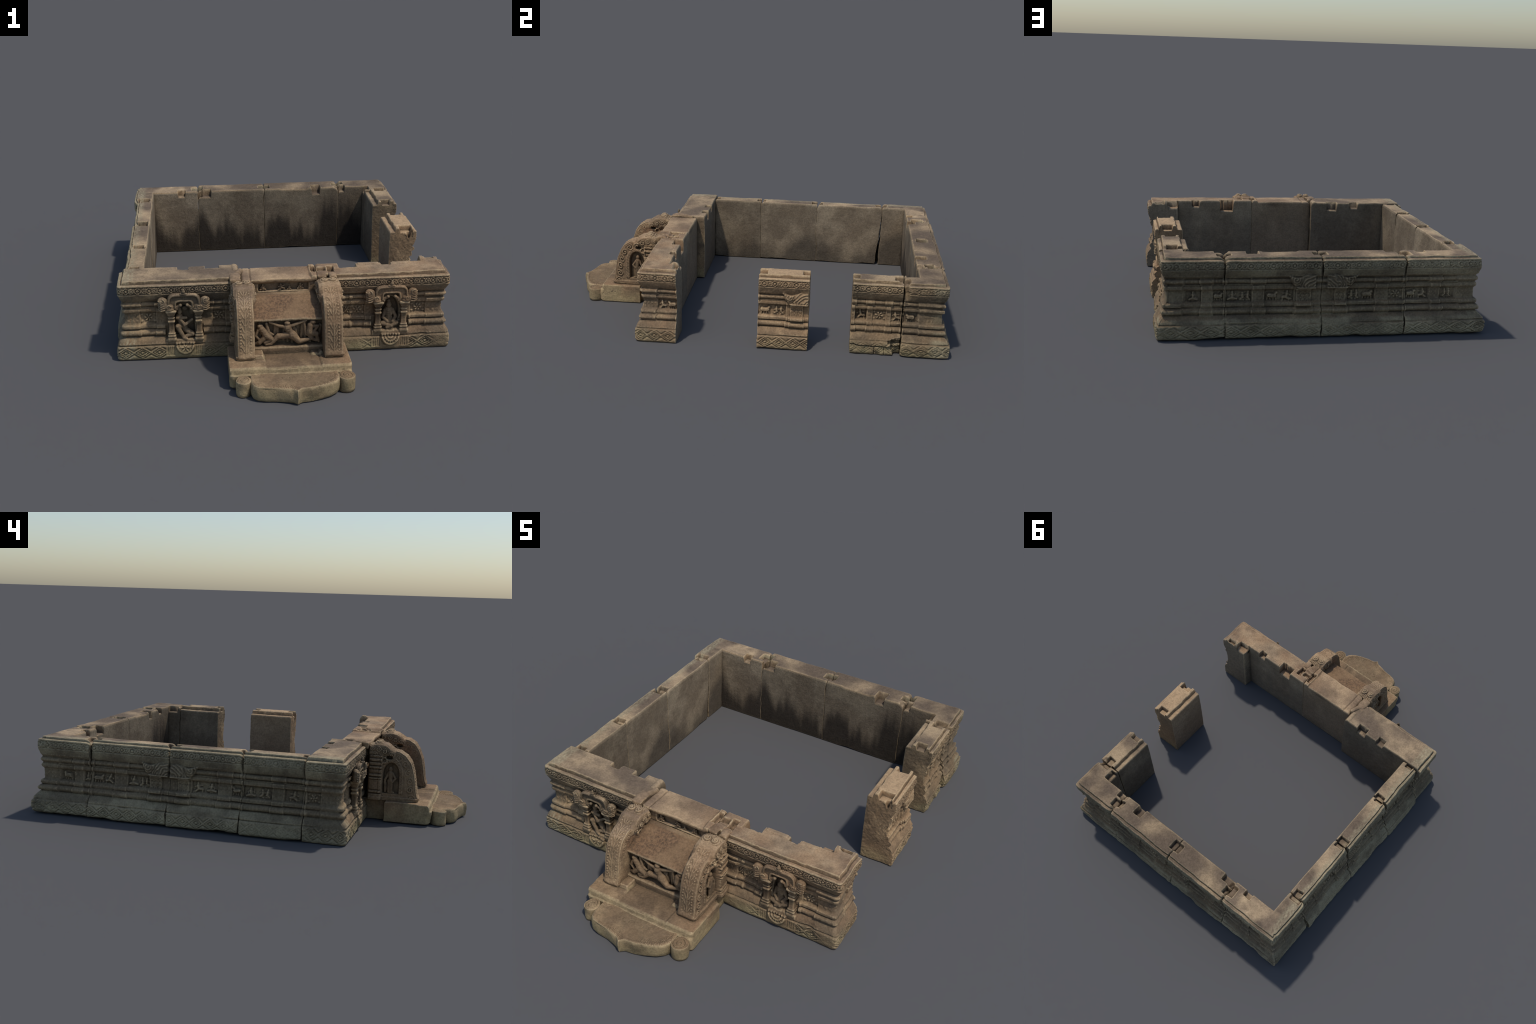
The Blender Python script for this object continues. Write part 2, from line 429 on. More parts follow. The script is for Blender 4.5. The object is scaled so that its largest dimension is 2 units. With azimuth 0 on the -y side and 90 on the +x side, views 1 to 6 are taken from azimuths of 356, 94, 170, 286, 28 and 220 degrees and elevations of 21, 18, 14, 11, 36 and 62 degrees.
    rnd = (1 - np.sqrt(np.maximum(1 - k * k, 0))) * rad
    hout = hout - rnd
    if foot:
        kb = np.clip(1 - zv / foot, 0, 1)
        hout = hout - foot * .8 * (1 - np.sqrt(np.maximum(1 - kb * kb, 0))) + .004 * np.exp(-((zv - .045) / .03) ** 2) * (1 + fbm(aw, zv, 0 * aw, 8, seed + 44, 2))
    hin = .0
    inn = (inner(aw, zv) if inner else 0) + .0011 * fbm(aw, zv, 0 * aw, 5, seed + 70, 2) + .00018 * vnoise(aw, zv, 0 * aw, 90, seed)
    inn = inn + np.clip(zv - (hn - .006), 0, 1) * .5 + rnd * .12
    dp = u * (T + hout) + (1 - u) * inn
    # plan position
    if not corner:
        X = start[0] + d1[0] * sp + n1[0] * dp
        Y = start[1] + d1[1] * sp + n1[1] * dp
    else:
        dp2 = u * (T2 + hout) + (1 - u) * inn
        l1 = sp * (corner + dp2) / corner
        l2 = (S - sp) * ((S - corner) + dp) / (S - corner)
        X = np.where(first, start[0] + d1[0] * l1 + n1[0] * dp, ex_ - d2[0] * l2 + n2[0] * dp2)
        Y = np.where(first, start[1] + d1[1] * l1 + n1[1] * dp, ey_ - d2[1] * l2 + n2[1] * dp2)
    # heights
    ht = top_height(X, Y, plat, cuts)
    ht = ht + .0018 * fbm(X, Y, 0 * X, 8, seed + 80, 2) + .0005 * vnoise(X, Y, 0 * X, 110, seed + 81)
    if rim:
        eo = T - dv                                             # distance from the outer base plane
        if ends[0] == 'carved': eo = np.minimum(eo, sv)
        if ends[1] == 'carved': eo = np.minimum(eo, S - sv)
        eo = eo + .0012 * vnoise(X, Y, 0 * X, 40, seed + 82)
        rimz = hn + np.clip(eo - .003, 0, .004) * .4 - within(eo, .0125, .0165, .001) * .002
        ht = np.where(eo < .016, np.minimum(ht, rimz), ht - (ht - rimz) * (1 - sstep(.016, .0195, eo)))
    ht = ht - np.clip(1 - dv / .006, 0, 1) ** 2 * .003 - rnd * .9
    zb = hn - .06
    zt = np.clip((zv - zb) / (hn - zb), 0, 1)
    Z = np.where(zv <= zb, zv, zb + zt * (ht - zb))
    lift = np.clip(.5 * fbm(aw, dv * .3, 0 * aw, 9, seed + 90, 3), 0, 1) * (.018 if foot else .010)
    Z = Z + lift * np.clip(1 - zv / .03, 0, 1)
    me = mesh_from(name, np.stack([X, Y, Z], 1), faces)
    return add(name, me, parent or ROOT, mat)

# ------------------------------------------------------------------ organic bodies (limbs fused by a voxel remesh)
def _uv_ball(c, r, n=10, m=7):
    th = np.linspace(0, 2 * np.pi, n, endpoint=False); ph = np.linspace(0, np.pi, m)[1:-1]
    v = [(0, 0, 1)] + [(math.sin(p) * math.cos(t), math.sin(p) * math.sin(t), math.cos(p)) for p in ph for t in th] + [(0, 0, -1)]
    v = np.array(v) * np.asarray(r) + np.asarray(c)
    f = []
    for i in range(n):
        f.append((0, 1 + i, 1 + (i + 1) % n))
        L = 1 + (m - 3) * n
        f.append((len(v) - 1, L + (i + 1) % n, L + i))
        for j in range(m - 3):
            a = 1 + j * n
            f.append((a + i, a + n + i, a + n + (i + 1) % n)); f.append((a + i, a + n + (i + 1) % n, a + (i + 1) % n))
    return v, np.array(f)

def organic(name, prims, parent, mat, voxel=.002, smooth=2, noise=.0):
    """prims: ('c', p0, r0, p1, r1) tapered limb | ('e', centre, (rx,ry,rz)) | ('b', lo, hi) block"""
    V, F, n = [], [], 0
    def put(v, f):
        nonlocal n
        V.append(v); F.append(f + n); n += len(v)
    for p in prims:
        if p[0] == 'c':
            p0, r0, p1, r1 = np.array(p[1], float), p[2], np.array(p[3], float), p[4]
            L = np.linalg.norm(p1 - p0)
            k = max(2, int(L / (min(r0, r1) * .55)) + 1)
            for t in np.linspace(0, 1, k):
                put(*_uv_ball(p0 + (p1 - p0) * t, r0 + (r1 - r0) * t, 10, 7))
        elif p[0] == 'e':
            put(*_uv_ball(p[1], p[2], 16, 11))
        else:
            lo, hi = np.array(p[1], float), np.array(p[2], float)
            v = np.array([[(lo, hi)[i][0], (lo, hi)[j][1], (lo, hi)[k][2]] for i in (0, 1) for j in (0, 1) for k in (0, 1)])
            f = np.array([(0, 1, 3), (0, 3, 2), (4, 6, 7), (4, 7, 5), (0, 4, 5), (0, 5, 1), (2, 3, 7), (2, 7, 6), (0, 2, 6), (0, 6, 4), (1, 5, 7), (1, 7, 3)])
            put(v, f)
    me = mesh_from(name + '_raw', np.concatenate(V), np.concatenate(F))
    tmp = bpy.data.objects.new(name + '_raw', me)
    bpy.context.scene.collection.objects.link(tmp)
    md = tmp.modifiers.new('fuse', 'REMESH'); md.mode = 'VOXEL'; md.voxel_size = voxel; md.use_smooth_shade = True
    if smooth:
        sm = tmp.modifiers.new('soften', 'SMOOTH'); sm.iterations = smooth; sm.factor = .5
    dg = bpy.context.evaluated_depsgraph_get()
    out = bpy.data.meshes.new_from_object(tmp.evaluated_get(dg))
    bpy.data.objects.remove(tmp); bpy.data.meshes.remove(me)
    out.name = name
    co = np.zeros(len(out.vertices) * 3, np.float32); out.vertices.foreach_get('co', co); co = co.reshape(-1, 3)
    co = co + .0007 * np.stack([vnoise(co[:, 0], co[:, 1], co[:, 2], 90, i) for i in (1, 2, 3)], 1)
    if noise:
        co = co + noise * np.stack([vnoise(co[:, 0], co[:, 1], co[:, 2], 60, i) for i in (4, 5, 6)], 1)
    out.vertices.foreach_set('co', co.astype(np.float32).ravel())
    out.polygons.foreach_set('use_smooth', np.ones(len(out.polygons), bool))
    out.update()
    return add(name, out, parent, mat)

def tube(pts, r):
    """prims for a tube through points; r number or list"""
    rs = r if isinstance(r, (list, tuple, np.ndarray)) else [r] * len(pts)
    return [('c', pts[i], rs[i], pts[i + 1], rs[i + 1]) for i in range(len(pts) - 1)]

def spiral(c, r0, turns, axis='y', flip=1, n=22, rt=.004, start=0.0):
    pts, rr = [], []
    for i in range(n):
        t = i / (n - 1); ang = start + flip * t * turns * 2 * math.pi; r = r0 * (1 - t * .85)
        if axis == 'y': pts.append((c[0] + r * math.cos(ang), c[1], c[2] + r * math.sin(ang)))
        elif axis == 'x': pts.append((c[0], c[1] + r * math.cos(ang), c[2] + r * math.sin(ang)))
        else: pts.append((c[0] + r * math.cos(ang), c[1] + r * math.sin(ang), c[2]))
        rr.append(rt * (1 - .3 * t))
    return tube(pts, rr)

def square_column(name, cx, cy, prof_pts, parent, mat, power=7):
    """prof_pts: (half width, z)"""
    n = 40
    th = np.linspace(0, 2 * np.pi, n, endpoint=False)
    c, s_ = np.cos(th), np.sin(th)
    rad = (np.abs(c) ** power + np.abs(s_) ** power) ** (-1 / power)
    ring = np.stack([c * rad, s_ * rad], 1)
    V = []
    for hw, z in prof_pts:
        V.append(np.column_stack([cx + ring[:, 0] * hw, cy + ring[:, 1] * hw, np.full(n, z)]))
    V = np.concatenate(V)
    V = V + .0006 * np.stack([vnoise(V[:, 0], V[:, 1], V[:, 2], 70, i) for i in (1, 2, 3)], 1)
    m = len(prof_pts); f = []
    i = np.arange(n); j = (i + 1) % n
    for k in range(m - 1):
        f.append(np.stack([k * n + i, k * n + j, (k + 1) * n + j, (k + 1) * n + i], 1))
    F = [np.concatenate(f), np.array([np.arange(n)[::-1]]), np.array([(m - 1) * n + np.arange(n)])]
    return add(name, mesh_from(name, V, F), parent, mat)

# ------------------------------------------------------------------ materials
def stone_material(name, warm=0.0, dark=1.0, smooth_stone=False):
    m = bpy.data.materials.new(name); m.use_nodes = True
    nt = m.node_tree; N, L = nt.nodes, nt.links
    for nd in list(N): N.remove(nd)
    out = N.new('ShaderNodeOutputMaterial'); bs = N.new('ShaderNodeBsdfPrincipled')
    L.new(bs.outputs[0], out.inputs[0])
    bs.inputs['Roughness'].default_value = .92
    bs.inputs['Specular IOR Level'].default_value = .2
    tc = N.new('ShaderNodeTexCoord'); ge = N.new('ShaderNodeNewGeometry')
    sep = N.new('ShaderNodeSeparateXYZ'); L.new(tc.outputs['Object'], sep.inputs[0])
    sn = N.new('ShaderNodeSeparateXYZ'); L.new(ge.outputs['Normal'], sn.inputs[0])
    X, Y, Z = sep.outputs; NX, NY, NZ = sn.outputs
    def math_(op, a, b=None, c=None, clamp=False):
        n = N.new('ShaderNodeMath'); n.operation = op; n.use_clamp = clamp
        for i, v in enumerate((a, b, c)):
            if v is None: continue
            if isinstance(v, (int, float)): n.inputs[i].default_value = v
            else: L.new(v, n.inputs[i])
        return n.outputs[0]
    def ramp(v, lo, hi, a=0., b=1.):
        n = N.new('ShaderNodeMapRange'); n.interpolation_type = 'SMOOTHSTEP'
        n.inputs['From Min'].default_value = lo; n.inputs['From Max'].default_value = hi
        n.inputs['To Min'].default_value = a; n.inputs['To Max'].default_value = b
        L.new(v, n.inputs['Value']); return n.outputs['Result']
    def noise(scale, detail=4, rough_=.55, stretch=None, off=0.):
        n = N.new('ShaderNodeTexNoise'); n.inputs['Scale'].default_value = scale
        n.inputs['Detail'].default_value = detail; n.inputs['Roughness'].default_value = rough_
        mp = N.new('ShaderNodeMapping'); L.new(tc.outputs['Object'], mp.inputs[0])
        mp.inputs['Location'].default_value = (off, off * .7, off * .3)
        if stretch: mp.inputs['Scale'].default_value = stretch
        L.new(mp.outputs[0], n.inputs['Vector']); return n.outputs['Fac']
    def mix(fac, a, b, mode='MIX'):
        n = N.new('ShaderNodeMix'); n.data_type = 'RGBA'; n.blend_type = mode
        if isinstance(fac, (int, float)): n.inputs[0].default_value = fac
        else: L.new(fac, n.inputs[0])
        for i, v in ((6, a), (7, b)):
            if isinstance(v, tuple): n.inputs[i].default_value = (*v, 1)
            else: L.new(v, n.inputs[i])
        return n.outputs[2]
    brown = (.222, .155, .094); tan = (.340, .250, .152); grey = (.140, .108, .074)
    olive = (.300, .248, .142); orange = (.320, .200, .112)
    col = mix(ramp(noise(4.0, 3), .35, .65), brown, grey)
    col = mix(ramp(noise(9.0, 4, off=3.), .50, .72, 0, .75), col, tan)
    # tops: pale dusty edges with violet-grey weathering clouds
    top = ramp(NZ, .6, .9)
    high = ramp(Z, .28, .32)
    tmask = math_('MULTIPLY', top, high)
    tcol = mix(ramp(noise(4.6, 3, .5, off=7.), .33, .62), (.365, .272, .174), (.160, .120, .086))
    tcol = mix(ramp(noise(5.0, 3, .5, off=17.), .50, .76, 0, .9), tcol, (.075, .058, .046))
    col = mix(tmask, col, tcol)
    # orange-brown tint on the stair side
    right = math_('MULTIPLY', ramp(X, -.25, .35), ramp(Y, -.1, -.35))
    col = mix(math_('MULTIPLY', right, ramp(noise(6, 3, off=11.), .35, .65, .1, .6)), col, (.225, .140, .082))
    # worn reddish tread, damp landing
    trd = math_('MULTIPLY', math_('MULTIPLY', ramp(Z, .236, .246), ramp(Z, .312, .304)), math_('MULTIPLY', ramp(Y, -.705, -.69), ramp(Y, -.545, -.56)))
    trd = math_('MULTIPLY', trd, math_('MULTIPLY', ramp(X, -.160, -.150), ramp(X, .165, .155)))
    tc_ = mix(ramp(noise(90, 4, .7, off=1.), .42, .60), (.225, .140, .084), (.095, .064, .045))
    tc_ = mix(ramp(noise(9, 3, off=6.), .40, .65, 0, .8), tc_, (.240, .160, .096))
    col = mix(math_('MULTIPLY', trd, .85), col, tc_)
    lnd = math_('MULTIPLY', math_('MULTIPLY', ramp(Y, -.86, -.80), ramp(Y, -.66, -.70)), math_('MULTIPLY', ramp(X, -.16, -.08), ramp(X, .20, .10)))
    lnd = math_('MULTIPLY', math_('MULTIPLY', lnd, ramp(Z, .11, .10)), ramp(noise(9, 3, off=14.), .30, .55))
    col = mix(math_('MULTIPLY', lnd, .8), col, (.085, .066, .046))
    st = math_('MULTIPLY', ramp(Y, -.70, -.74), ramp(Z, .107, .10))
    rimc = math_('MULTIPLY', st, math_('MULTIPLY', ramp(NZ, .93, .70), ramp(noise(12, 3, off=15.), .25, .5, .4, 1.)))
    col = mix(math_('MULTIPLY', rimc, .5), col, (.370, .310, .185))
    # lichen-pale, olive foot
    foot = math_('MULTIPLY', ramp(Z, .085, .02), ramp(noise(7, 3, off=5.), .38, .6, .25, .95))
    col = mix(math_('MULTIPLY', foot, .8), col, olive)
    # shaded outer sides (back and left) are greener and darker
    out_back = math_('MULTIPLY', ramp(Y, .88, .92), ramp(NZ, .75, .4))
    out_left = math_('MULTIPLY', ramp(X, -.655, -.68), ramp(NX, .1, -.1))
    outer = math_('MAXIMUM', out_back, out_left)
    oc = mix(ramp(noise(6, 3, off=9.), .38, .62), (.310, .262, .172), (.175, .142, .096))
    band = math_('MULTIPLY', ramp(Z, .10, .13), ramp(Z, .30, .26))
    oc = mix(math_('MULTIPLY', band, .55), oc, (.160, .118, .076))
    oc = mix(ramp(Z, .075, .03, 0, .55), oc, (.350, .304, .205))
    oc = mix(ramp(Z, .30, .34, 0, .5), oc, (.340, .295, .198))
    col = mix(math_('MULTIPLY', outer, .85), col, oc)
    # inner faces: smooth grey-brown; ragged stains and baked occlusion shade painted towards the bottom
    ib = math_('MULTIPLY', math_('MULTIPLY', ramp(Y, .838, .832), ramp(Y, .80, .82)), ramp(NZ, .6, .3))
    ib = math_('MULTIPLY', ib, math_('MULTIPLY', ramp(X, .62, .60), ramp(NY, -.3, -.6)))
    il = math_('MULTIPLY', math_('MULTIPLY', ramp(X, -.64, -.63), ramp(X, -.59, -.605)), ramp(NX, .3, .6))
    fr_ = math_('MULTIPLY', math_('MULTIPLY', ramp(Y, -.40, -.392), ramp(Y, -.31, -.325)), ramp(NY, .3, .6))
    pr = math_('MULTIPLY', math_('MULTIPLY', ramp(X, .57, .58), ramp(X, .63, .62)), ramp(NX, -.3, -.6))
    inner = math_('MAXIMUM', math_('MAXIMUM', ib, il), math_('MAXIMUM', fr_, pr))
    icol = mix(ramp(noise(5, 4, off=2.), .4, .62), (.170, .132, .092), (.245, .195, .136))
    col = mix(math_('MULTIPLY', inner, .9), col, icol)
    lev2 = math_('ADD', Z, math_('MULTIPLY', math_('SUBTRACT', noise(3.2, 2, .5, (1, 1, .6), 4.), .5), .75))
    lev = math_('ADD', Z, math_('MULTIPLY', math_('SUBTRACT', noise(10, 2, .5, (1.5, 1.5, .10), 4.), .5), .40))
    lev = math_('ADD', lev, math_('MULTIPLY', math_('SUBTRACT', noise(3.6, 1, .5, (1, 1, .2), 12.), .5), .70))
    stain_shade = ramp(lev, .27, .12)
    col = mix(math_('MULTIPLY', math_('MULTIPLY', ib, stain_shade), .9), col, (.045, .036, .028))
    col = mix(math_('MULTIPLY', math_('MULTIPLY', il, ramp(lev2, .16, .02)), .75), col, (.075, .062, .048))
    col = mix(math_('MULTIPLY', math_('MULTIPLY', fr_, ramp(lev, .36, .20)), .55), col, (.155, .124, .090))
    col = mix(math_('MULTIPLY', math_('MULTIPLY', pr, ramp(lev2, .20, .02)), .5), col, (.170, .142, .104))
    if warm:
        col = mix(warm, col, orange)
    # broad soot clouds, pale worn edges, occlusion shade painted into crevices
    soot = math_('MULTIPLY', ramp(noise(4.5, 3, .5, off=21.), .60, .76), ramp(NZ, .95, .5, .2, .7))
    col = mix(math_('MULTIPLY', soot, .6), col, (.060, .047, .034))
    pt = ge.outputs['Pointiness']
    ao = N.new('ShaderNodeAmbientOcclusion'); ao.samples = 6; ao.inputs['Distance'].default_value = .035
    ao_shade = ramp(ao.outputs['AO'], .78, .28, 0, .54)  # ambient occlusion put into the colour as recess shade
    col = mix(ao_shade, col, (.055, .041, .028))
    col = mix(ramp(pt, .50, .43, 0, .70), col, (.050, .037, .025))  # concave creases darkened too, copying baked-in occlusion
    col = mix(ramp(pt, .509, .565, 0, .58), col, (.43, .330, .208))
    gr = N.new('ShaderNodeHueSaturation'); L.new(col, gr.inputs['Color'])
    gv = math_('ADD', ramp(noise(130, 3, .6), .2, .8, 00.88, 1.26), ramp(noise(38, 3, .6, off=8.), .25, .75, -.10, .10))
    oi = N.new('ShaderNodeObjectInfo')
    L.new(math_('MULTIPLY', gv, ramp(oi.outputs['Random'], 0, 1, 1.10 * dark, 1.42 * dark)), gr.inputs['Value'])
    gr.inputs['Saturation'].default_value = .99; gr.inputs['Hue'].default_value = .502
    gm = N.new('ShaderNodeGamma'); gm.inputs['Gamma'].default_value = 1.18
    L.new(gr.outputs[0], gm.inputs['Color'])
    L.new(gm.outputs[0], bs.inputs['Base Color'])
    bp = N.new('ShaderNodeBump'); bp.inputs['Strength'].default_value = .5; bp.inputs['Distance'].default_value = .003
    L.new(math_('ADD', noise(170, 4, .65), math_('MULTIPLY', noise(60, 3, .6, off=3.), 1.2)), bp.inputs['Height'])
    L.new(bp.outputs[0], bs.inputs['Normal'])
    return m

STONE = stone_material('weathered_sandstone')
WARM = stone_material('warm_sandstone', warm=.35)
STAIR = stone_material('stair_sandstone', warm=.18)

# ------------------------------------------------------------------ the walls
XI_L, XI_R, YI_B = -.62, .605, .83
XO_L, XO_R, YO_B, YO_F = -.735, .762, .966, -.537
TL, TB = XI_L - XO_L, YO_B - YI_B
# back wall: from the right corner to the left corner
def corner_block(wall, start, L1, wall2, L2, T, cuts, seed, **k):
    return wall_block('wall_block', wall, start, L1 + L2, T, STONE, cuts=cuts, corner=L1, wall2=wall2, seed=seed, **k)

def corner_chip(a, z, h):
    m = (1 - sstep(.776, .786, a + .004 * vnoise(z, a, 0 * a, 40, 2))) * (a > .70) * sstep(.245, .262, z)
    return np.minimum(h, h * (1 - m) + m * (-.034 + .004 * vnoise(a, z, 0 * a, 40, 9)))
# right-back corner block (bends from the open right side into the back wall)
corner_block('right', (.603, .7565), .830 - .7565, 'back', .603 - .4600, .157,
             [(.57, .633, .770, .829, -.032), (.44, .499, .82, .868, -.030), (.44, .492, .884, .931, -.026, .004), (.66, .715, .74, .785, -.022, .006),
              (.715, .77, .74, .775, -.014, .008), (.44, .475, .93, .99, -.008, .010)], 21, T2=.157, lean=.012, foot=.006, special=corner_chip)
# two straight back blocks
wall_block('wall_block', 'back', (.4595, .829), .4595 - .0262, .157, STONE, seed=22, lean=.009, foot=.016, cuts=[
    (.303, .355, .82, .888, -.040), (.43, .47, .872, .915, -.028, .004), (.02, .055, .858, .913, -.026, .003), (.12, .28, .80, .845, -.006, .01), (.44, .48, .80, .86, -.012, .01)])
wall_block('wall_block', 'back', (.0255, .829), .0255 + .3617, .156, STONE, seed=23, lean=.009, foot=.018, cuts=[
    (-.006, .035, .860, .912, -.026, .005), (-.40, -.288, .80, .871, -.038), (-.40, -.337, .885, .925, -.026, .004), (-.40, -.34, .84, .90, -.012, .008)])
# left-back corner block
corner_block('back', (-.3625, .829), XI_L * -1 - .3625, 'left', .829 - .6935, .152,
             [(-.399, -.35, .856, .918, -.026, .005), (-.482, -.437, .80, .865, -.030), (-.70, -.64, .67, .722, -.020, .006)], 24, T2=.124, lean=.012, foot=.022)
# left wall
wall_block('wall_block', 'left', (-.619, .6925), .6925 - .2972, .136, STONE, seed=25, lean=.042, foot=.020, slant=.020, cuts=[
    (-.682, -.640, .655, .70, -.024), (-.682, -.636, .28, .327, -.022, .004)])
wall_block('wall_block', 'left', (-.620, .2963), .2963 + .0516, .141, STONE, seed=26, lean=.042, foot=.018, cuts=[
    (-.690, -.632, .258, .30, -.026), (-.685, -.640, -.07, -.030, -.020, .004)])
wall_block('wall_block', 'left', (-.620, -.0525), .3395 - .0525, .148, STONE, seed=27, lean=.048, foot=.016, cuts=[
    (-.684, -.630, -.079, -.04, -.026), (-.69, -.65, -.345, -.318, -.018, .004)])

# front wall, two carved blocks with returns
FP = .371
def inner_right(a, z):
    return .050 * (1 - sstep(.582, .594, a))
left_front = wall_block('wall_block', 'front', (-.752, -.342), .752 - .1915, .195, STONE, plat=FP, seed=31, lean=.010, ds=.0026, ends=('carved', 'flat'), cuts=[
    (-.345, -.283, -.378, -.30, -.045), (-.472, -.421, -.380, -.30, -.030), (-.22, -.18, -.345, -.42, .004, .004)])
right_front = wall_block('wall_block', 'front', (.1555, -.335), .765 - .1555, .202, STONE, plat=FP, seed=32, lean=.004, ds=.0026, ends=('flat', 'carved'), inner=inner_right, cuts=[
    (.570, .648, -.384, -.30, -.032), (.462, .505, -.416, -.30, -.034), (.266, .342, -.432, -.30, -.058),
    (.665, .720, -.360, -.338, -.022), (.353, .452, -.41, -.30, .004, .003), (.515, .60, -.41, -.37, .003, .004), (.635, .675, -.375, -.345, .011, .010),
    (.206, .236, -.475, -.418, -.024, .002), (.15, .262, -.45, -.38, .006, .004), (.15, .205, -.54, -.475, .008, .005), (.16, .195, -.455, -.43, -.022, .006)])

# stray blocks on the open side
def broken_foot(a, z, h):
    line = .052 - .16 * (a - .51) * (a < .58) - .011 * (a > .58) + .006 * vnoise(a, 0 * a, 0 * a, 45, 3)
    crack = 1 - sstep(.001, .0035, np.abs(z - line))
    low = 1 - sstep(line - .002, line + .001, z)
    h = h + low * (-.004 + .004 * vnoise(a, z, 0 * a, 40, 8)) - crack * .008
    for c in (.630, .677):
        h = h - within(a, c - .0015, c + .0015, .001) * low * .006
    aw = a + .010 * vnoise(a, z, 0 * a, 35, 21) + .2 * (z - .03)
    gone = sstep(.712, .722, aw) * (1 - sstep(.066, .088, z + .006 * vnoise(a, z, 0 * a, 50, 22)))
    h = h - gone * (.024 + .006 * vnoise(a, z, 0 * a, 40, 23))
    g2 = sstep(.69, .70, a) * within(z, .056, .074, .003)
    return h - g2 * .014
pier_b = wall_block('wall_block', 'right', (.603, .512), .7535 - .512, .150, STONE, plat=.371, seed=41, end_round=.0035, lean=.008, special=broken_foot, end_rough=1.2, ds=.0026, cuts=[
    (.58, .634, .45, .80, -.020, .004), (.652, .700, .50, .545, -.024, .003), (.655, .705, .715, .76, -.026, .003), (.70, .76, .735, .76, -.014, .01)])
pier_a = wall_block('wall_block', 'right', (.603, .061), .308 - .061, .157, WARM, plat=.373, seed=42, end_round=.0035, lean=.011, end_rough=1.4, ds=.0026, cuts=[
    (.58, .634, .0, .4, -.020, .004), (.655, .715, .05, .100, -.026, .003), (.655, .705, .275, .32, -.026, .003), (.695, .71, .05, .075, -.03, .006)])

# ------------------------------------------------------------------ niches on the front blocks
def niche(parent, cxs, z0, zcap, arch_l, arch_r, c, left, rnd_niche):
    yf = -.522
    z0 = .100
    for x in cxs:
        w = .0125
        square_column('column', x, yf, [(w * 1.55, .088), (w * 1.6, .096), (w * 1.6, z0 + .002), (w * 1.25, z0 + .006), (w * 1.5, z0 + .010), (w * 1.5, z0 + .016), (w * 1.1, z0 + .019),
                                        (w * 1.3, z0 + .022), (w * 1.25, z0 + .027), (w * .95, z0 + .030), (w * .95, .176), (w * 1.2, .179), (w * 1.3, .183), (w * 1.2, .187),
                                        (w * .9, .190), (w * .9, .194), (w * 1.2, .197), (w * 1.25, .202), (w * .95, .205), (w * .95, .211), (w * 1.35, .215), (w * 1.4, .219),
                                        (w * 1.6, .225), (w * 1.95, .231), (w * 2.0, .238), (w * 1.6, .241)], parent, STONE)
    # lobed arch: ridge mouldings over a flat band, flaring into scrolled beasts
    ya = yf - .012
    L, R = arch_l, arch_r; T = .310
    hw = (R - L) / 2; m = (L + R) / 2
    def path(sc, top, drop):
        pts = []
        for t in np.linspace(-1, 1, 25):
            x = m + sc * hw * math.copysign(abs(math.sin(t * math.pi / 2)) ** .8, t)
            z = top - (top - drop) * abs(t) ** 4.0
            pts.append((x, z))
        return pts
    pr = []
    po = path(.60, T, .258); pi_ = path(.34, T - .026, .252)
    pr += tube([(x, ya - .006, z) for x, z in po], .0058)
    pr += tube([(x, ya - .005, z) for x, z in pi_], .0046)
    for (x0, zz0), (x1, zz1) in zip(po, pi_):
        pr.append(('c', (x0, ya + .003, zz0), .0078, (x1, ya + .003, zz1), .007))
        pr.append(('c', (x0, ya + .016, zz0), .0075, (x1, ya + .016, zz1), .0065))
    arch = organic('arch', pr, parent, STONE, .0018, 2)
    for sgn, e in ((-1, L), (1, R)):
        cx = e - sgn * .024
        q = [('e', (cx, ya + .004, .268), (.025, .017, .031)), ('e', (cx - sgn * .020, ya + .004, .254), (.032, .018, .020)),
             ('e', (cx + sgn * .004, ya + .004, .284), (.021, .015, .016)), ('e', (cx - sgn * .026, ya + .004, .245), (.026, .020, .010)),
             ('e', (cx - sgn * .006, ya + .006, .248), (.026, .016, .012))]
        q += spiral((cx + sgn * .006, ya - .012, .283), .013, 1.4, 'y', sgn, rt=.0034, start=1.2)
        q += spiral((cx - sgn * .024, ya - .013, .257), .012, 1.2, 'y', -sgn, rt=.0032, start=.4)
        for i in range(5):
            zz = .244 + i * .010
            q += tube([(cx - sgn * (.006 - .002 * i), ya - .012, zz), (cx + sgn * .010, ya - .012, zz - .003), (cx + sgn * .021, ya - .006, zz + .004)], [.0028, .0034, .003])
        organic('makara', q, parent, STONE, .0019, 2, .0008)
        # inner cusp scrolls
        ix = m + sgn * .34 * hw
        organic('cusp', [('c', (ix, ya, .256), .009, (ix - sgn * .006, ya, .246), .009), ('c', (ix - sgn * .004, ya, .252), .008, (ix - sgn * .022, ya - .003, .262), .007),
                         ('e', (ix - sgn * .024, ya - .005, .265), (.0075, .009, .0075)), ('c', (ix, ya + .004, .262), .008, (ix, ya + .004, .238), .010)], parent, STONE, .0019, 2)
    # finial overlapping the cornice
    organic('finial', [('e', (m, -.540, .318), (.013, .008, .008)), ('e', (m - .010, -.541, .317), (.006, .006, .006)), ('e', (m + .010, -.541, .317), (.006, .006, .006)),
                       ('e', (m, -.541, .329), (.0085, .008, .008)), ('c', (m, -.541, .333), .006, (m, -.541, .343), .0025)], parent, STONE, .0017, 1)

niche(left_front, (-.5035, -.381), .098, .236, -.560, -.330, -.446, True, False)
niche(right_front, (.430, .549), .098, .236, .369, .606, .489, False, True)

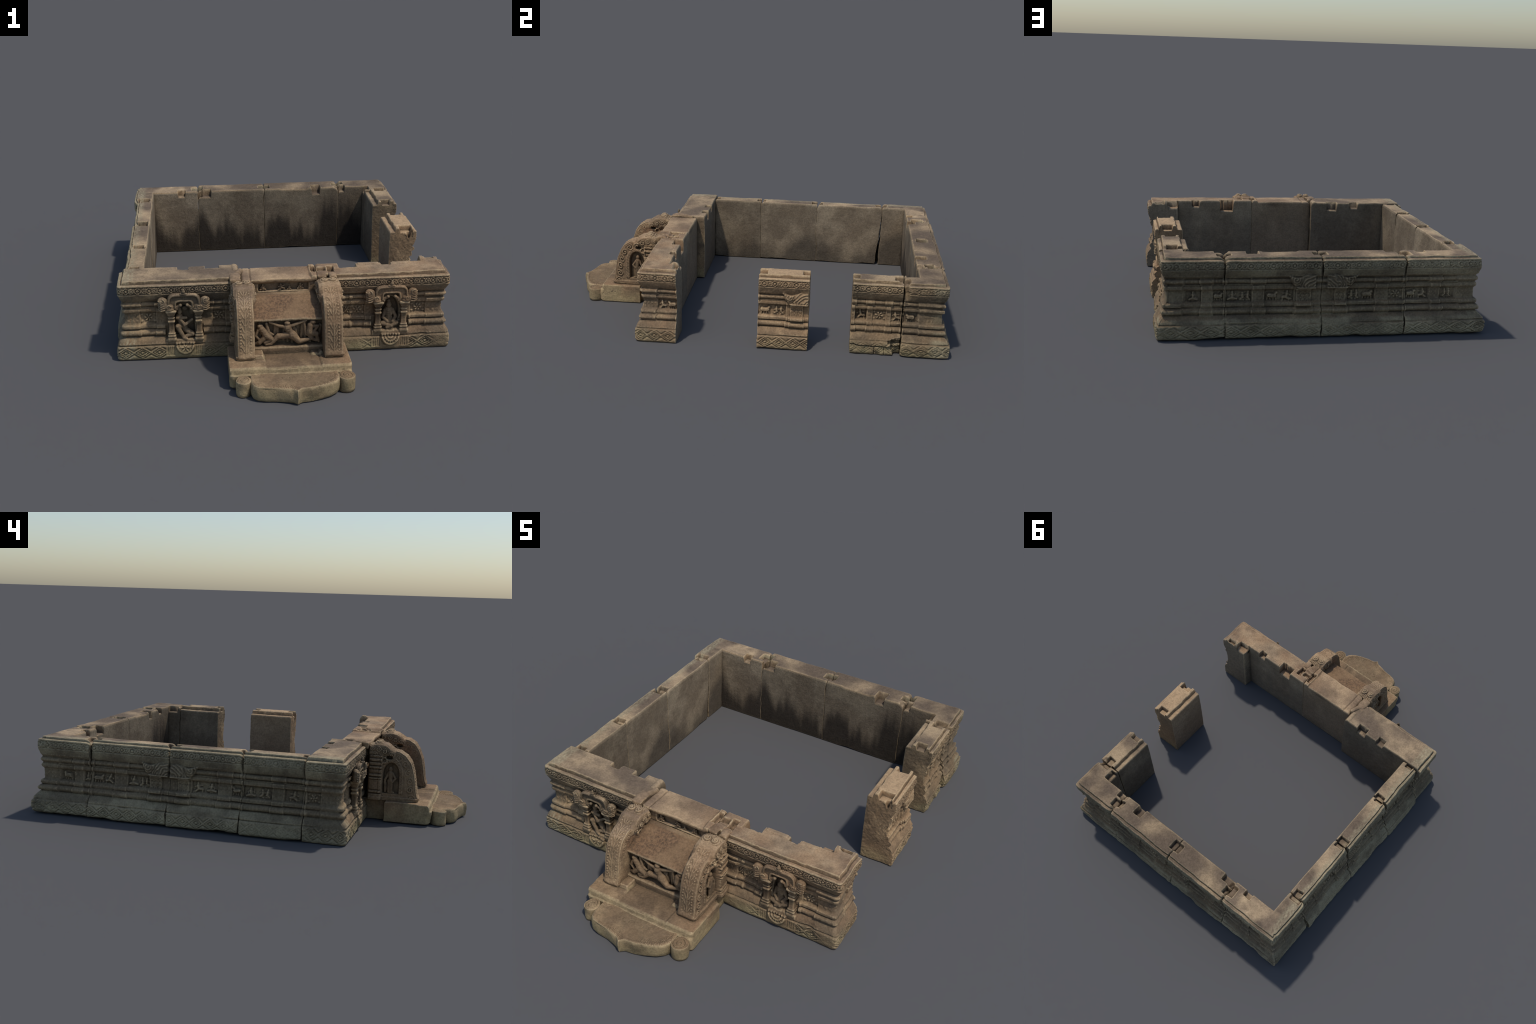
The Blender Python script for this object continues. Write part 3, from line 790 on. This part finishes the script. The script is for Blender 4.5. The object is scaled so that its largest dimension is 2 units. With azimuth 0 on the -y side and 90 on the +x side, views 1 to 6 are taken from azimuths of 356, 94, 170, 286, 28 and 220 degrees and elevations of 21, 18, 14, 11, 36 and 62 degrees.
# niche figures
yb = -.496
organic('figure', [  # kneeling figure with folded arms
    ('e', (-.466, yb - .012, .219), (.012, .012, .014)), ('e', (-.468, yb - .008, .231), (.010, .010, .007)),
    ('c', (-.468, yb - .008, .194), .017, (-.448, yb - .004, .140), .017), ('c', (-.478, yb - .018, .193), .009, (-.438, yb - .024, .194), .007),
    ('c', (-.466, yb - .020, .188), .0085, (-.444, yb - .028, .160), .0078), ('c', (-.444, yb - .028, .160), .0078, (-.412, yb - .022, .183), .0065),
    ('c', (-.462, yb - .010, .150), .016, (-.476, yb - .026, .152), .0125), ('c', (-.476, yb - .026, .150), .0115, (-.452, yb - .030, .102), .0085),
    ('c', (-.452, yb - .032, .099), .008, (-.438, yb - .036, .094), .007),
    ('c', (-.444, yb - .006, .128), .015, (-.410, yb - .022, .112), .011), ('c', (-.410, yb - .022, .111), .010, (-.440, yb - .024, .103), .008),
    ('e', (-.410, yb, .215), (.014, .008, .016)), ('e', (-.442, yb, .230), (.012, .007, .010)),
    ('b', (-.490, yb - .004, .088), (-.404, yb + .02, .100))], left_front, STONE, .0018, 2)
organic('figure', [  # seated figure with crossed legs
    ('e', (.483, yb - .010, .212), (.013, .013, .016)), ('e', (.483, yb - .006, .229), (.009, .009, .007)),
    ('c', (.484, yb - .006, .186), .020, (.486, yb - .004, .140), .018), ('c', (.467, yb - .008, .184), .009, (.457, yb - .012, .150), .008),
    ('c', (.457, yb - .012, .150), .008, (.476, yb - .022, .132), .007), ('c', (.502, yb - .008, .184), .009, (.517, yb - .012, .152), .008),
    ('c', (.517, yb - .012, .152), .008, (.500, yb - .022, .132), .007), ('c', (.480, yb - .010, .128), .014, (.452, yb - .020, .122), .011),
    ('c', (.452, yb - .020, .122), .010, (.494, yb - .030, .112), .008), ('c', (.494, yb - .010, .128), .014, (.522, yb - .020, .124), .011),
    ('c', (.522, yb - .020, .122), .010, (.474, yb - .030, .106), .008), ('e', (.488, yb - .014, .102), (.026, .018, .007)),
    ('e', (.488, yb - .016, .092), (.034, .020, .008))], right_front, STONE, .0018, 2)

# ------------------------------------------------------------------ the stair
def plain_face(pts):
    z_, d_ = np.array([p[0] for p in pts]), np.array([p[1] for p in pts])
    return lambda wall, a, z: np.interp(z, z_, d_)
def zgrid(h, step=.004):
    return np.linspace(0, h, int(h / step) + 1)

stair = wall_block('stair', 'front', (-.215, -.40), .445, .245, STAIR, plat=.100, face=plain_face([(0, 0), (.1, 0)]), zs=zgrid(.1), rim=False, seed=51, ds=.005)
def slab_face(wall, a, z):
    return np.interp(z, [0, .01, .05, .066, .070, .088, .096], [-.006, 0, .003, .002, -.006, -.010, -.018])
wall_block('landing', 'front', (-.260, -.625), .524, .222, STAIR, plat=.098, face=slab_face, zs=zgrid(.096, .003), rim=False, seed=52, ds=.004, parent=stair, end_round=.016, cuts=[
    (-.105, .135, -.84, -.60, -.007, .004), (-.30, -.105, -.86, -.785, -.003, .003), (.13, .30, -.86, -.60, -.003, .01), (-.150, -.108, -.762, -.66, .014, .004), (.10, .152, -.74, -.66, .010, .006)])
# middle wall block, with the sunk figure frieze of the top riser
def riser_face(wall, a, z):
    h = np.interp(z, [0, .300, .304, .346, .350, .354, .362, .366], [-.02, -.02, -.004, -.004, -.001, .003, .003, -.003])
    return h - within(a, -.112, .112, .001) * within(z, .310, .344, .001) * .016
mid = wall_block('wall_block', 'front', (-.1905, -.386), .3455, .146, STAIR, plat=.369, face=riser_face, zs=np.unique(np.concatenate([np.linspace(0, .29, 30), np.linspace(.29, .366, 40)])),
                 rim=False, seed=53, cuts=[(-.150, -.142, -.55, -.37, -.004, .002), (.125, .16, -.535, -.38, .009, .004), (.13, .152, -.48, -.41, -.024, .004)])
def small_figure(x, y, z, s, kind, parent):
    f = FIGS[kind]
    pr = [('c', (x + c[0] * s, y, z + c[1] * s), c[2] * s * 1.35, (x + c[3] * s, y - .004, z + c[4] * s), c[5] * s * 1.35) for c in f]
    organic('figure', pr, parent, STAIR, .0013, 1)
small_figure(-.092, -.519, .3105, .032, 'seated', mid)
small_figure(-.008, -.519, .3105, .033, 'archer', mid)
small_figure(.026, -.519, .3105, .020, 'seated', mid)
small_figure(.076, -.519, .3105, .032, 'seated', mid)

# seat-like middle tread with overhanging lip
def tread_mesh():
    prof_yz = [(-.53, .306), (-.57, .303), (-.62, .283), (-.66, .266), (-.688, .254), (-.6955, .250), (-.6975, .246), (-.6955, .2405), (-.688, .238), (-.676, .236),
               (-.672, .232), (-.672, .130), (-.676, .126), (-.700, .122), (-.706, .119), (-.707, .108), (-.708, .09), (-.53, .09)]
    P = []
    for (a, b) in zip(prof_yz[:-1], prof_yz[1:]):
        n = max(1, int(math.hypot(b[0] - a[0], b[1] - a[1]) / .004))
        P += [(a[0] + (b[0] - a[0]) * t / n, a[1] + (b[1] - a[1]) * t / n) for t in range(n)]
    P.append(prof_yz[-1]); P = np.array(P)
    xs = np.linspace(-.150, .156, 90)
    X, I = np.meshgrid(xs, np.arange(len(P)), indexing='ij')
    Yc, Zc = P[I, 0], P[I, 1]
    # serrated band below the lip
    lip = within(Zc, .2395, .2455, .001) * (Yc < -.69)
    Yc = Yc + lip * .0016 * np.sign(np.sin(X / .0075 * 6.283))
    Zc = Zc + .0022 * fbm(X, Yc, Zc, 12, 5, 3) * (Zc > .24) + .0008 * vnoise(X, Yc, Zc, 120, 6)
    Yc = Yc + .002 * fbm(X, Yc, Zc, 15, 8, 2)
    n, m = X.shape
    co = np.stack([X.ravel(), Yc.ravel(), Zc.ravel()], 1)
    g = np.arange(n * m).reshape(n, m)
    f = np.stack([g[:-1, :-1].ravel(), g[:-1, 1:].ravel(), g[1:, 1:].ravel(), g[1:, :-1].ravel()], 1)
    caps = [np.array([g[0, ::-1]]), np.array([g[-1, :]])]
    return mesh_from('tread', co, [f] + caps)
add('tread', tread_mesh(), stair, STAIR)
# high relief of dancers under the lip
yr = -.684
organic('figure', [('e', (.000, yr - .006, .228), (.013, .011, .010)), ('c', (.000, yr - .004, .216), 0.0103, (.002, yr - .004, .206), 0.0137),
    ('c', (.000, yr - .004, .206), 0.0182, (.012, yr - .006, .186), 0.0148), ('c', (.012, yr - .006, .186), 0.0148, (.020, yr - .007, .172), 0.0205),
    ('c', (-.010, yr - .004, .209), 0.0091, (-.038, yr - .004, .216), 0.0074), ('c', (-.038, yr - .004, .216), 0.0074, (-.075, yr - .004, .233), 0.0057),
    ('c', (.012, yr - .004, .212), 0.0091, (.044, yr - .004, .222), 0.0074), ('c', (.044, yr - .004, .222), 0.0074, (.082, yr - .004, .236), 0.0057),
    ('c', (.026, yr - .008, .168), 0.0182, (.050, yr - .012, .142), 0.0125), ('c', (.050, yr - .012, .140), 0.0114, (.098, yr - .008, .148), 0.0080),
    ('c', (.010, yr - .006, .172), 0.0160, (-.040, yr - .008, .166), 0.0125), ('c', (-.040, yr - .008, .168), 0.0120, (-.070, yr - .008, .134), 0.0085),
    ('c', (-.070, yr - .008, .133), 0.0085, (-.092, yr - .008, .131), 0.0068)], stair, STAIR, .0018, 2)
organic('figure', [('e', (-.118, yr - .002, .217), (.014, .011, .010)), ('c', (-.112, yr - .002, .204), 0.0148, (-.092, yr - .004, .172), 0.0160),
    ('c', (-.126, yr - .002, .198), 0.0085, (-.138, yr - .003, .172), 0.0074), ('c', (-.138, yr - .003, .172), 0.0074, (-.124, yr - .004, .156), 0.0068),
    ('c', (-.092, yr - .004, .172), 0.0160, (-.068, yr - .006, .154), 0.0114), ('c', (-.068, yr - .006, .154), 0.0103, (-.096, yr - .006, .138), 0.0091),
    ('c', (-.098, yr - .004, .164), 0.0137, (-.122, yr - .006, .140), 0.0114), ('c', (-.122, yr - .006, .140), 0.0103, (-.136, yr - .004, .134), 0.0080),
    ('c', (-.090, yr, .226), 0.0068, (-.080, yr, .184), 0.0074), ('c', (-.080, yr, .184), 0.0068, (-.062, yr, .172), 0.0057)], stair, STAIR, .0018, 2)
organic('figure', [('e', (.112, yr - .002, .226), (.015, .011, .011)), ('c', (.100, yr - .002, .212), 0.0137, (.098, yr - .004, .180), 0.0160),
    ('c', (.110, yr - .002, .208), 0.0085, (.134, yr - .003, .206), 0.0074), ('c', (.134, yr - .003, .206), 0.0074, (.120, yr - .004, .186), 0.0068),
    ('c', (.074, yr, .228), 0.0074, (.078, yr, .190), 0.0074), ('c', (.078, yr, .190), 0.0068, (.084, yr - .002, .168), 0.0068),
    ('c', (.098, yr - .004, .178), 0.0160, (.128, yr - .006, .170), 0.0125), ('c', (.128, yr - .006, .170), 0.0114, (.138, yr - .004, .136), 0.0080),
    ('c', (.096, yr - .004, .172), 0.0137, (.108, yr - .006, .150), 0.0103), ('c', (.108, yr - .004, .148), 0.0091, (.126, yr - .004, .140), 0.0080)], stair, STAIR, .0018, 2)
organic('foliage', [('c', (x, yr + .010, .13 + .02 * ((i * 7) % 4) / 3), 0.0074, (x + .006 * (-1) ** i, yr + .008, .19 + .03 * ((i * 5) % 3) / 2), 0.0091)
                    for i, x in enumerate(np.linspace(-.135, .14, 15))], stair, STAIR, .002, 2)

# moonstone: lobed half disc with a cusp, and a scroll at each side
def moonstone():
    cx, cy = .014, -.845
    ctrl = [(-.190, -.835), (-.192, -.880), (-.190, -.915), (-.184, -.936), (-.166, -.953), (-.134, -.962), (-.084, -.967), (-.046, -.976), (-.018, -.984), (.0, -.9985)]
    ctrl = ctrl + [(.016, -.983), (.046, -.978), (.060, -.976), (.102, -.963), (.148, -.942), (.176, -.918), (.190, -.893), (.192, -.870), (.190, -.835)]
    P = np.array(ctrl)
    seg = np.hypot(*np.diff(P, axis=0).T); cum = np.concatenate([[0], np.cumsum(seg)])
    t = np.linspace(0, cum[-1], 260)
    ox = np.interp(t, cum, P[:, 0]); oy = np.interp(t, cum, P[:, 1])
    # light smoothing away from the cusp
    for _ in range(6):
        sx = ox.copy(); sy = oy.copy()
        sx[1:-1] = (ox[:-2] + ox[2:] + 2 * ox[1:-1]) / 4; sy[1:-1] = (oy[:-2] + oy[2:] + 2 * oy[1:-1]) / 4
        k = np.abs(ox) > .008
        ox = np.where(k, sx, ox); oy = np.where(k, sy, oy)
    # section: (fraction of radius, z)
    sec = [(f, .069) for f in np.linspace(0.02, .93, 60)] + [(.945, .0685), (.963, .0668), (.979, .0632), (.991, .0575), (.998, .050), (1.0, .038), (.997, .024), (.988, .010), (.968, 0)]
    F = np.array([s[0] for s in sec]); Zs = np.array([s[1] for s in sec])
    rx, ry = ox, oy - cy
    X = cx + rx[:, None] * F[None]; Y = cy + ry[:, None] * F[None]; Z = np.repeat(Zs[None], len(ox), 0)
    ledge = F[None] * np.ones_like(X)
    T = (t / cum[-1])[:, None] * np.ones_like(X)
    # scroll border engraved near the rim
    per = np.mod(T * 17, 1) - .5
    rr = np.hypot(per * .034, (ledge - .86) * .12); an = np.arctan2((ledge - .86) * .12, per * .034)
    eng = (1 - sstep(.0012, .0028, np.abs(np.mod(rr + an * .0012, .0075) - .0035))) * within(ledge, .76, .95, .01)
    eng2 = sum((1 - sstep(.0014, .003, np.abs(np.hypot(X - cx - k, Y + .884) - .011))) * (np.sin(np.arctan2(Y + .884, X - cx - k) + k * 40) > -.4) for k in (-.045, -.015, .030, .055))
    Z = Z + .0018 * within(ledge, .90, .985, .02)
    Z = Z - (eng * .0018 * np.clip(.6 + vnoise(X, Y, 0 * X, 14, 6), 0, 1) + eng2 * .0014) * (Zs[None] > .066)
    Z = Z + (.0022 * fbm(X, Y, 0 * X, 11, 2, 3) - .002) * (Zs[None] > .05)
    bul = .005 * fbm(X, Y, Z, 11, 9, 3) * (ledge > .97)
    Y = Y - bul; 
    n, m = X.shape
    co = np.stack([X.ravel(), Y.ravel(), Z.ravel()], 1)
    g = np.arange(n * m).reshape(n, m)
    f = np.stack([g[:-1, :-1].ravel(), g[:-1, 1:].ravel(), g[1:, 1:].ravel(), g[1:, :-1].ravel()], 1)
    return mesh_from('moonstone', co, f)
add('moonstone', moonstone(), stair, STAIR)
def volute(cx, cy, r, hand):
    n, rings = 72, []
    sec = [(f, .066) for f in np.linspace(.02, .90, 26)] + [(.93, .0652), (.965, .0630), (.99, .0585), (1.01, .051), (1.015, .042), (1.0, .025), (.97, .010), (.93, 0)]
    th = np.linspace(0, 2 * np.pi, n, endpoint=False)
    F = np.array([s[0] for s in sec]); Zs = np.array([s[1] for s in sec])
    TH, FF = np.meshgrid(th, F, indexing='ij'); Z = np.repeat(Zs[None], n, 0)
    groove = 1 - sstep(.04, .11, np.abs(np.mod(FF * 2.6 - hand * TH / (2 * np.pi), 1) - .5))
    Z = Z - groove * .0042 * (FF < .93) * (Zs[None] > .06) + .004 * (1 - FF) * (Zs[None] > .06)
    st = 1 + .35 * np.maximum(np.sin(TH), 0) ** 2      # drawn out towards the slab
    X = cx + r * FF * np.cos(TH); Y = cy + r * FF * np.sin(TH) * st
    X = X + .003 * vnoise(X, Y, Z, 25, 3); Y = Y + .003 * vnoise(X, Y, Z, 25, 4)
    m = len(F); co = np.stack([X.ravel(), Y.ravel(), Z.ravel()], 1)
    g = np.arange(n * m).reshape(n, m); g2 = np.roll(g, -1, 0)
    f = np.stack([g[:, :-1].ravel(), g[:, 1:].ravel(), g2[:, 1:].ravel(), g2[:, :-1].ravel()], 1)
    caps = [np.array([g[:, 0]]), np.array([g[::-1, -1]])]
    return mesh_from('volute', co, [f] + caps)
add('volute', volute(-.2035, -.884, .033, 1), stair, STAIR)
add('volute', volute(.2325, -.879, .036, -1), stair, STAIR)

# balustrades: curved wing walls issuing from a beast's head
OUT = [(-.778, .100), (-.783, .112), (-.774, .130), (-.768, .160), (-.762, .205), (-.754, .245), (-.738, .288), (-.714, .320), (-.684, .339), (-.656, .343),
       (-.642, .354), (-.622, .368), (-.590, .374), (-.560, .372), (-.537, .364)]
def balustrade(x0, x1, side, seed):
    """side -1: carved outer face towards -x"""
    py, pz = -.537, .098
    P = np.array(OUT)
    seg = np.hypot(*np.diff(P, axis=0).T); cum = np.concatenate([[0], np.cumsum(seg)])
    nt, nu, nx = 210, 105, 36
    t = np.linspace(0, cum[-1], nt)
    oy, oz = np.interp(t, cum, P[:, 0]), np.interp(t, cum, P[:, 1])
    for _ in range(5):
        oy[1:-1] = (oy[:-2] + oy[2:] + 2 * oy[1:-1]) / 4; oz[1:-1] = (oz[:-2] + oz[2:] + 2 * oz[1:-1]) / 4
    us = np.linspace(0.0, 1, nu)
    xs = np.linspace(0, 1, nx)
    ijk, faces = box_lattice(nt, nx, nu)
    ti, xi, ui = ijk[:, 0], ijk[:, 1], ijk[:, 2]
    u = us[ui]; u = u ** .8
    Y = py + (oy[ti] - py) * u; Z = pz + (oz[ti] - pz) * u
    xf = xs[xi]
    edge = np.hypot(oy[ti] - Y, oz[ti] - Z)      # distance to the curved rim
    arc = t[ti]
    # ---- side relief
    yy, zz = Y, Z
    outer_face = (xf < 1e-6) if side < 0 else (xf > 1 - 1e-6)
    nc, nb, nt_ = -.646, .132, .285
    qa = np.where(zz < .225, np.abs(yy - nc) / .040, np.hypot((yy - nc) / .040, (zz - .225) / .058))
    inn = (zz > nb)
    hol = (1 - sstep(.88, 1.0, qa)) * inn
    ringm = within(qa, 1.04, 1.45, .05) * inn * (zz > nb)
    h = -.024 * hol + .004 * ringm - .002 * within(np.mod(zz * 60 + yy * 40, 1), .0, .15, .05) * ringm
    # vine along the rim
    v = edge - .027
    ph = np.mod(arc / .046, 1) - .5; flip = np.where(np.mod(np.floor(arc / .046), 2) > 0, 1, -1)
    rr = np.hypot(ph * .046, v); an = np.arctan2(v * flip, ph * .046)
    vine = (1 - sstep(.0020, .0048, np.abs(np.mod(rr + an * .0021, .0132) - .0062))) * (1 - sstep(.017, .022, rr))
    h = h + (vine - .5) * (.0050 if side > 0 else .0026) * within(edge, .010, .046, .004) * (yy < -.612) * (zz > .118)
    # foot moulding
    h = h + .006 * within(zz, .094, .117, .003)
    # engaged pilaster behind the niche
    pil = within(yy, -.604, -.540, .004) * (zz < .315)
    rings = sum(within(zz, a, b, .0015) * d for a, b, d in ((.10, .128, .010), (.134, .144, .008), (.150, .196, .004), (.200, .208, .009), (.214, .224, .010), (.232, .245, .004), (.252, .262, .010), (.268, .282, .008), (.288, .300, .012)))
    col = np.sqrt(np.maximum(1 - ((yy + .572) / .036) ** 2, 0))
    h = h + pil * (rings + .012 * col)
    # beast's head: eye, curls and an open jaw
    hy, hz = -.612, .336
    er = np.hypot(yy - hy, zz - hz)
    eye = np.where(er < .017, np.cos(er / .0085 * 6.283) * .0028 + .006 * (1 - (er / .017) ** 2), 0)
    head = within(yy, -.664, -.537, .006) * sstep(.298, .312, zz)
    curl = np.full_like(yy, 0.0)
    for qy, qz, qr, qf in ((-.582, .346, .016, 1), (-.553, .348, .014, -1), (-.566, .320, .013, 1), (-.598, .312, .012, -1), (-.548, .324, .012, 1), (-.644, .326, .013, -1)):
        cr = np.hypot(yy - qy, zz - qz); ca = np.arctan2(zz - qz, (yy - qy) * qf)
        curl = np.where(cr < qr, np.cos((cr / (qr * .52) + ca / 6.283) * 6.283) * .6 + 1.4 * np.sqrt(np.maximum(1 - (cr / qr) ** 2, 0)), curl)
    h = h + head * (.005 + eye + curl * .0028 * (er > .017))
    jaw = (1 - sstep(.7, 1.0, np.hypot((yy + .634) / .018, (zz - .306) / .010)))
    h = h - jaw * .026
    trunk = within(np.hypot(yy + .612, zz - .292), .008, .017, .002) * (yy > -.628)
    h = h + trunk * .007
    plain = .006 * head + head * (eye + curl * .003 * (er > .017)) - jaw * .020 + trunk * .007 + (vine - .5) * .0022 * within(edge, .010, .034, .003) * (yy < -.63) * (zz > .25)
    side_h = np.where(outer_face, h, plain)
    lo = xf < 1e-6; hi = xf > 1 - 1e-6
    ishead = sstep(-.652, -.638, Y) * sstep(.31, .325, Z)
    wid = x0 + (x1 - x0) * xf
    X = wid - np.where(lo, side_h, 0) + np.where(hi, side_h, 0)
    # ---- rim relief: beaded leaf chain on the front, curls on the head
    rimv = ui == nu - 1
    tx = (xf - .5) * (x1 - x0)
    front = within(arc, .03, .33, .01)
    p = np.mod(arc / .030, 1)
    vv = np.abs(tx) - .014 * p
    leaf = (1 - sstep(.0016, .0036, np.abs(vv - .002))) * sstep(.1, .3, p)
    bd = np.hypot(np.mod(arc, .014) - .007, np.abs(tx) - .022)
    bead = 1 - sstep(.0025, .0045, bd)
    stem = 1 - sstep(.0015, .003, np.abs(tx))
    rel = (np.maximum.reduce([leaf * (np.abs(tx) < .024), bead, stem]) - .6) * .0030 * front * (np.abs(tx) < .030)
    rel = rel * np.clip(.75 + .5 * vnoise(arc, tx, 0 * arc, 30, seed), .2, 1)
    s1 = np.hypot(np.abs(tx) - .020, (arc - .385)); a1 = np.arctan2(arc - .385, np.abs(tx) - .020)
    sp = np.where(s1 < .022, np.cos((s1 / .0095 + a1 / 6.283) * 6.283) * .0024 + .010 * (1 - (s1 / .022) ** 2), 0)
    crest = np.sin(np.hypot(arc - .43, np.abs(tx) - .012) / .0085 * 6.283) * .0022 * sstep(.375, .40, arc) + .003 * vnoise(arc, tx, 0 * arc, 45, seed + 2) * sstep(.375, .40, arc)
    rel = rel + sp * (arc > .35) + crest * (s1 > .022)
    # round the long edges
    ed = np.minimum(xf, 1 - xf) * (x1 - x0)
    edrop = np.clip(1 - ed / .014, 0, 1) ** 2 * .0055
    ny, nz = (oy[ti] - py), (oz[ti] - pz); ln = np.hypot(ny, nz) + 1e-9
    gy = np.gradient(oy)[ti]; gz = np.gradient(oz)[ti]; gl = np.hypot(gy, gz)
    side_v = lo | hi
    pull = np.where(rimv, edrop, np.where(side_v, .0055 * np.clip(1 - edge / .030, 0, 1), 0))
    off = np.where(rimv, rel * np.clip(ed / .004, 0, 1), 0) - pull
    Y = Y + off * (-gz / gl); Z = Z + off * (gy / gl)
    inset = .0045 * np.clip(1 - edge / .012, 0, 1) ** 2
    X = X + np.where(lo, inset, 0) - np.where(hi, inset, 0)
    rn = rough(X, Y, Z, seed, 1.2)
    X = X + np.where(lo, -rn, 0) + np.where(hi, rn, 0)
    Z = Z + np.where(rimv, rn, 0); Y = Y + np.where(rimv, rough(X, Y, Z, seed + 7, 1.0), 0)
    # head swells
    X = X + np.where(hi, 1, np.where(lo, -1, 0)) * ishead * .004
    me = mesh_from('balustrade', np.stack([X, Y, Z], 1), faces)
    import bmesh
    bm = bmesh.new(); bm.from_mesh(me); bmesh.ops.remove_doubles(bm, verts=bm.verts, dist=1e-6)
    bmesh.ops.recalc_face_normals(bm, faces=bm.faces); bm.to_mesh(me); bm.free()
    return add('balustrade', me, stair, STAIR)
balustrade(-.222, -.146, -1, 61)
balustrade(.152, .235, 1, 62)
# guardian figures in the balustrade niches
for sx, x in ((-1, -.211), (1, .224)):
    def P(y, z, o=0.): return (x + sx * (.004 + o), y, z)
    organic('figure', [('e', P(-.642, .250), (.009, .010, .012)), ('c', P(-.642, .232), .012, P(-.645, .196), .011), ('c', P(-.652, .230), .006, P(-.668, .206, .003), .0055),
                       ('c', P(-.668, .206, .003), .0055, P(-.655, .190, .006), .005), ('c', P(-.632, .230), .006, P(-.622, .205, .003), .0055),
                       ('c', P(-.648, .192), .010, P(-.650, .140), .007), ('c', P(-.638, .192), .010, P(-.636, .140), .007),
                       ('c', P(-.650, .138), .006, P(-.660, .136), .005), ('c', P(-.636, .138), .006, P(-.646, .136), .005),
                       ('e', P(-.618, .196), (.007, .007, .009)), ('c', P(-.618, .184), .008, P(-.620, .142), .006)], stair, STAIR, .0018, 2)

# raised clamp caps astride the joints beside the stair
organic('joint_cap', [('b', (-.238, -.533, .345), (-.190, -.450, .373)), ('e', (-.214, -.494, .371), (.027, .040, .011)), ('c', (-.200, -.452, .367), .016, (-.188, -.420, .366), .014),
                      ('e', (-.214, -.528, .362), (.024, .012, .014))], left_front, STAIR, .0026, 6, .001)
organic('joint_cap', [('b', (.152, -.536, .345), (.192, -.492, .374)), ('e', (.172, -.512, .374), (.022, .022, .008)), ('c', (.156, -.53, .372), .008, (.158, -.48, .372), .007)], right_front, STAIR, .0026, 5, .0015)
organic('joint_cap', [('b', (.204, -.538, .340), (.238, -.486, .374)), ('e', (.220, -.512, .373), (.019, .024, .009))], right_front, STAIR, .0026, 5, .0015)
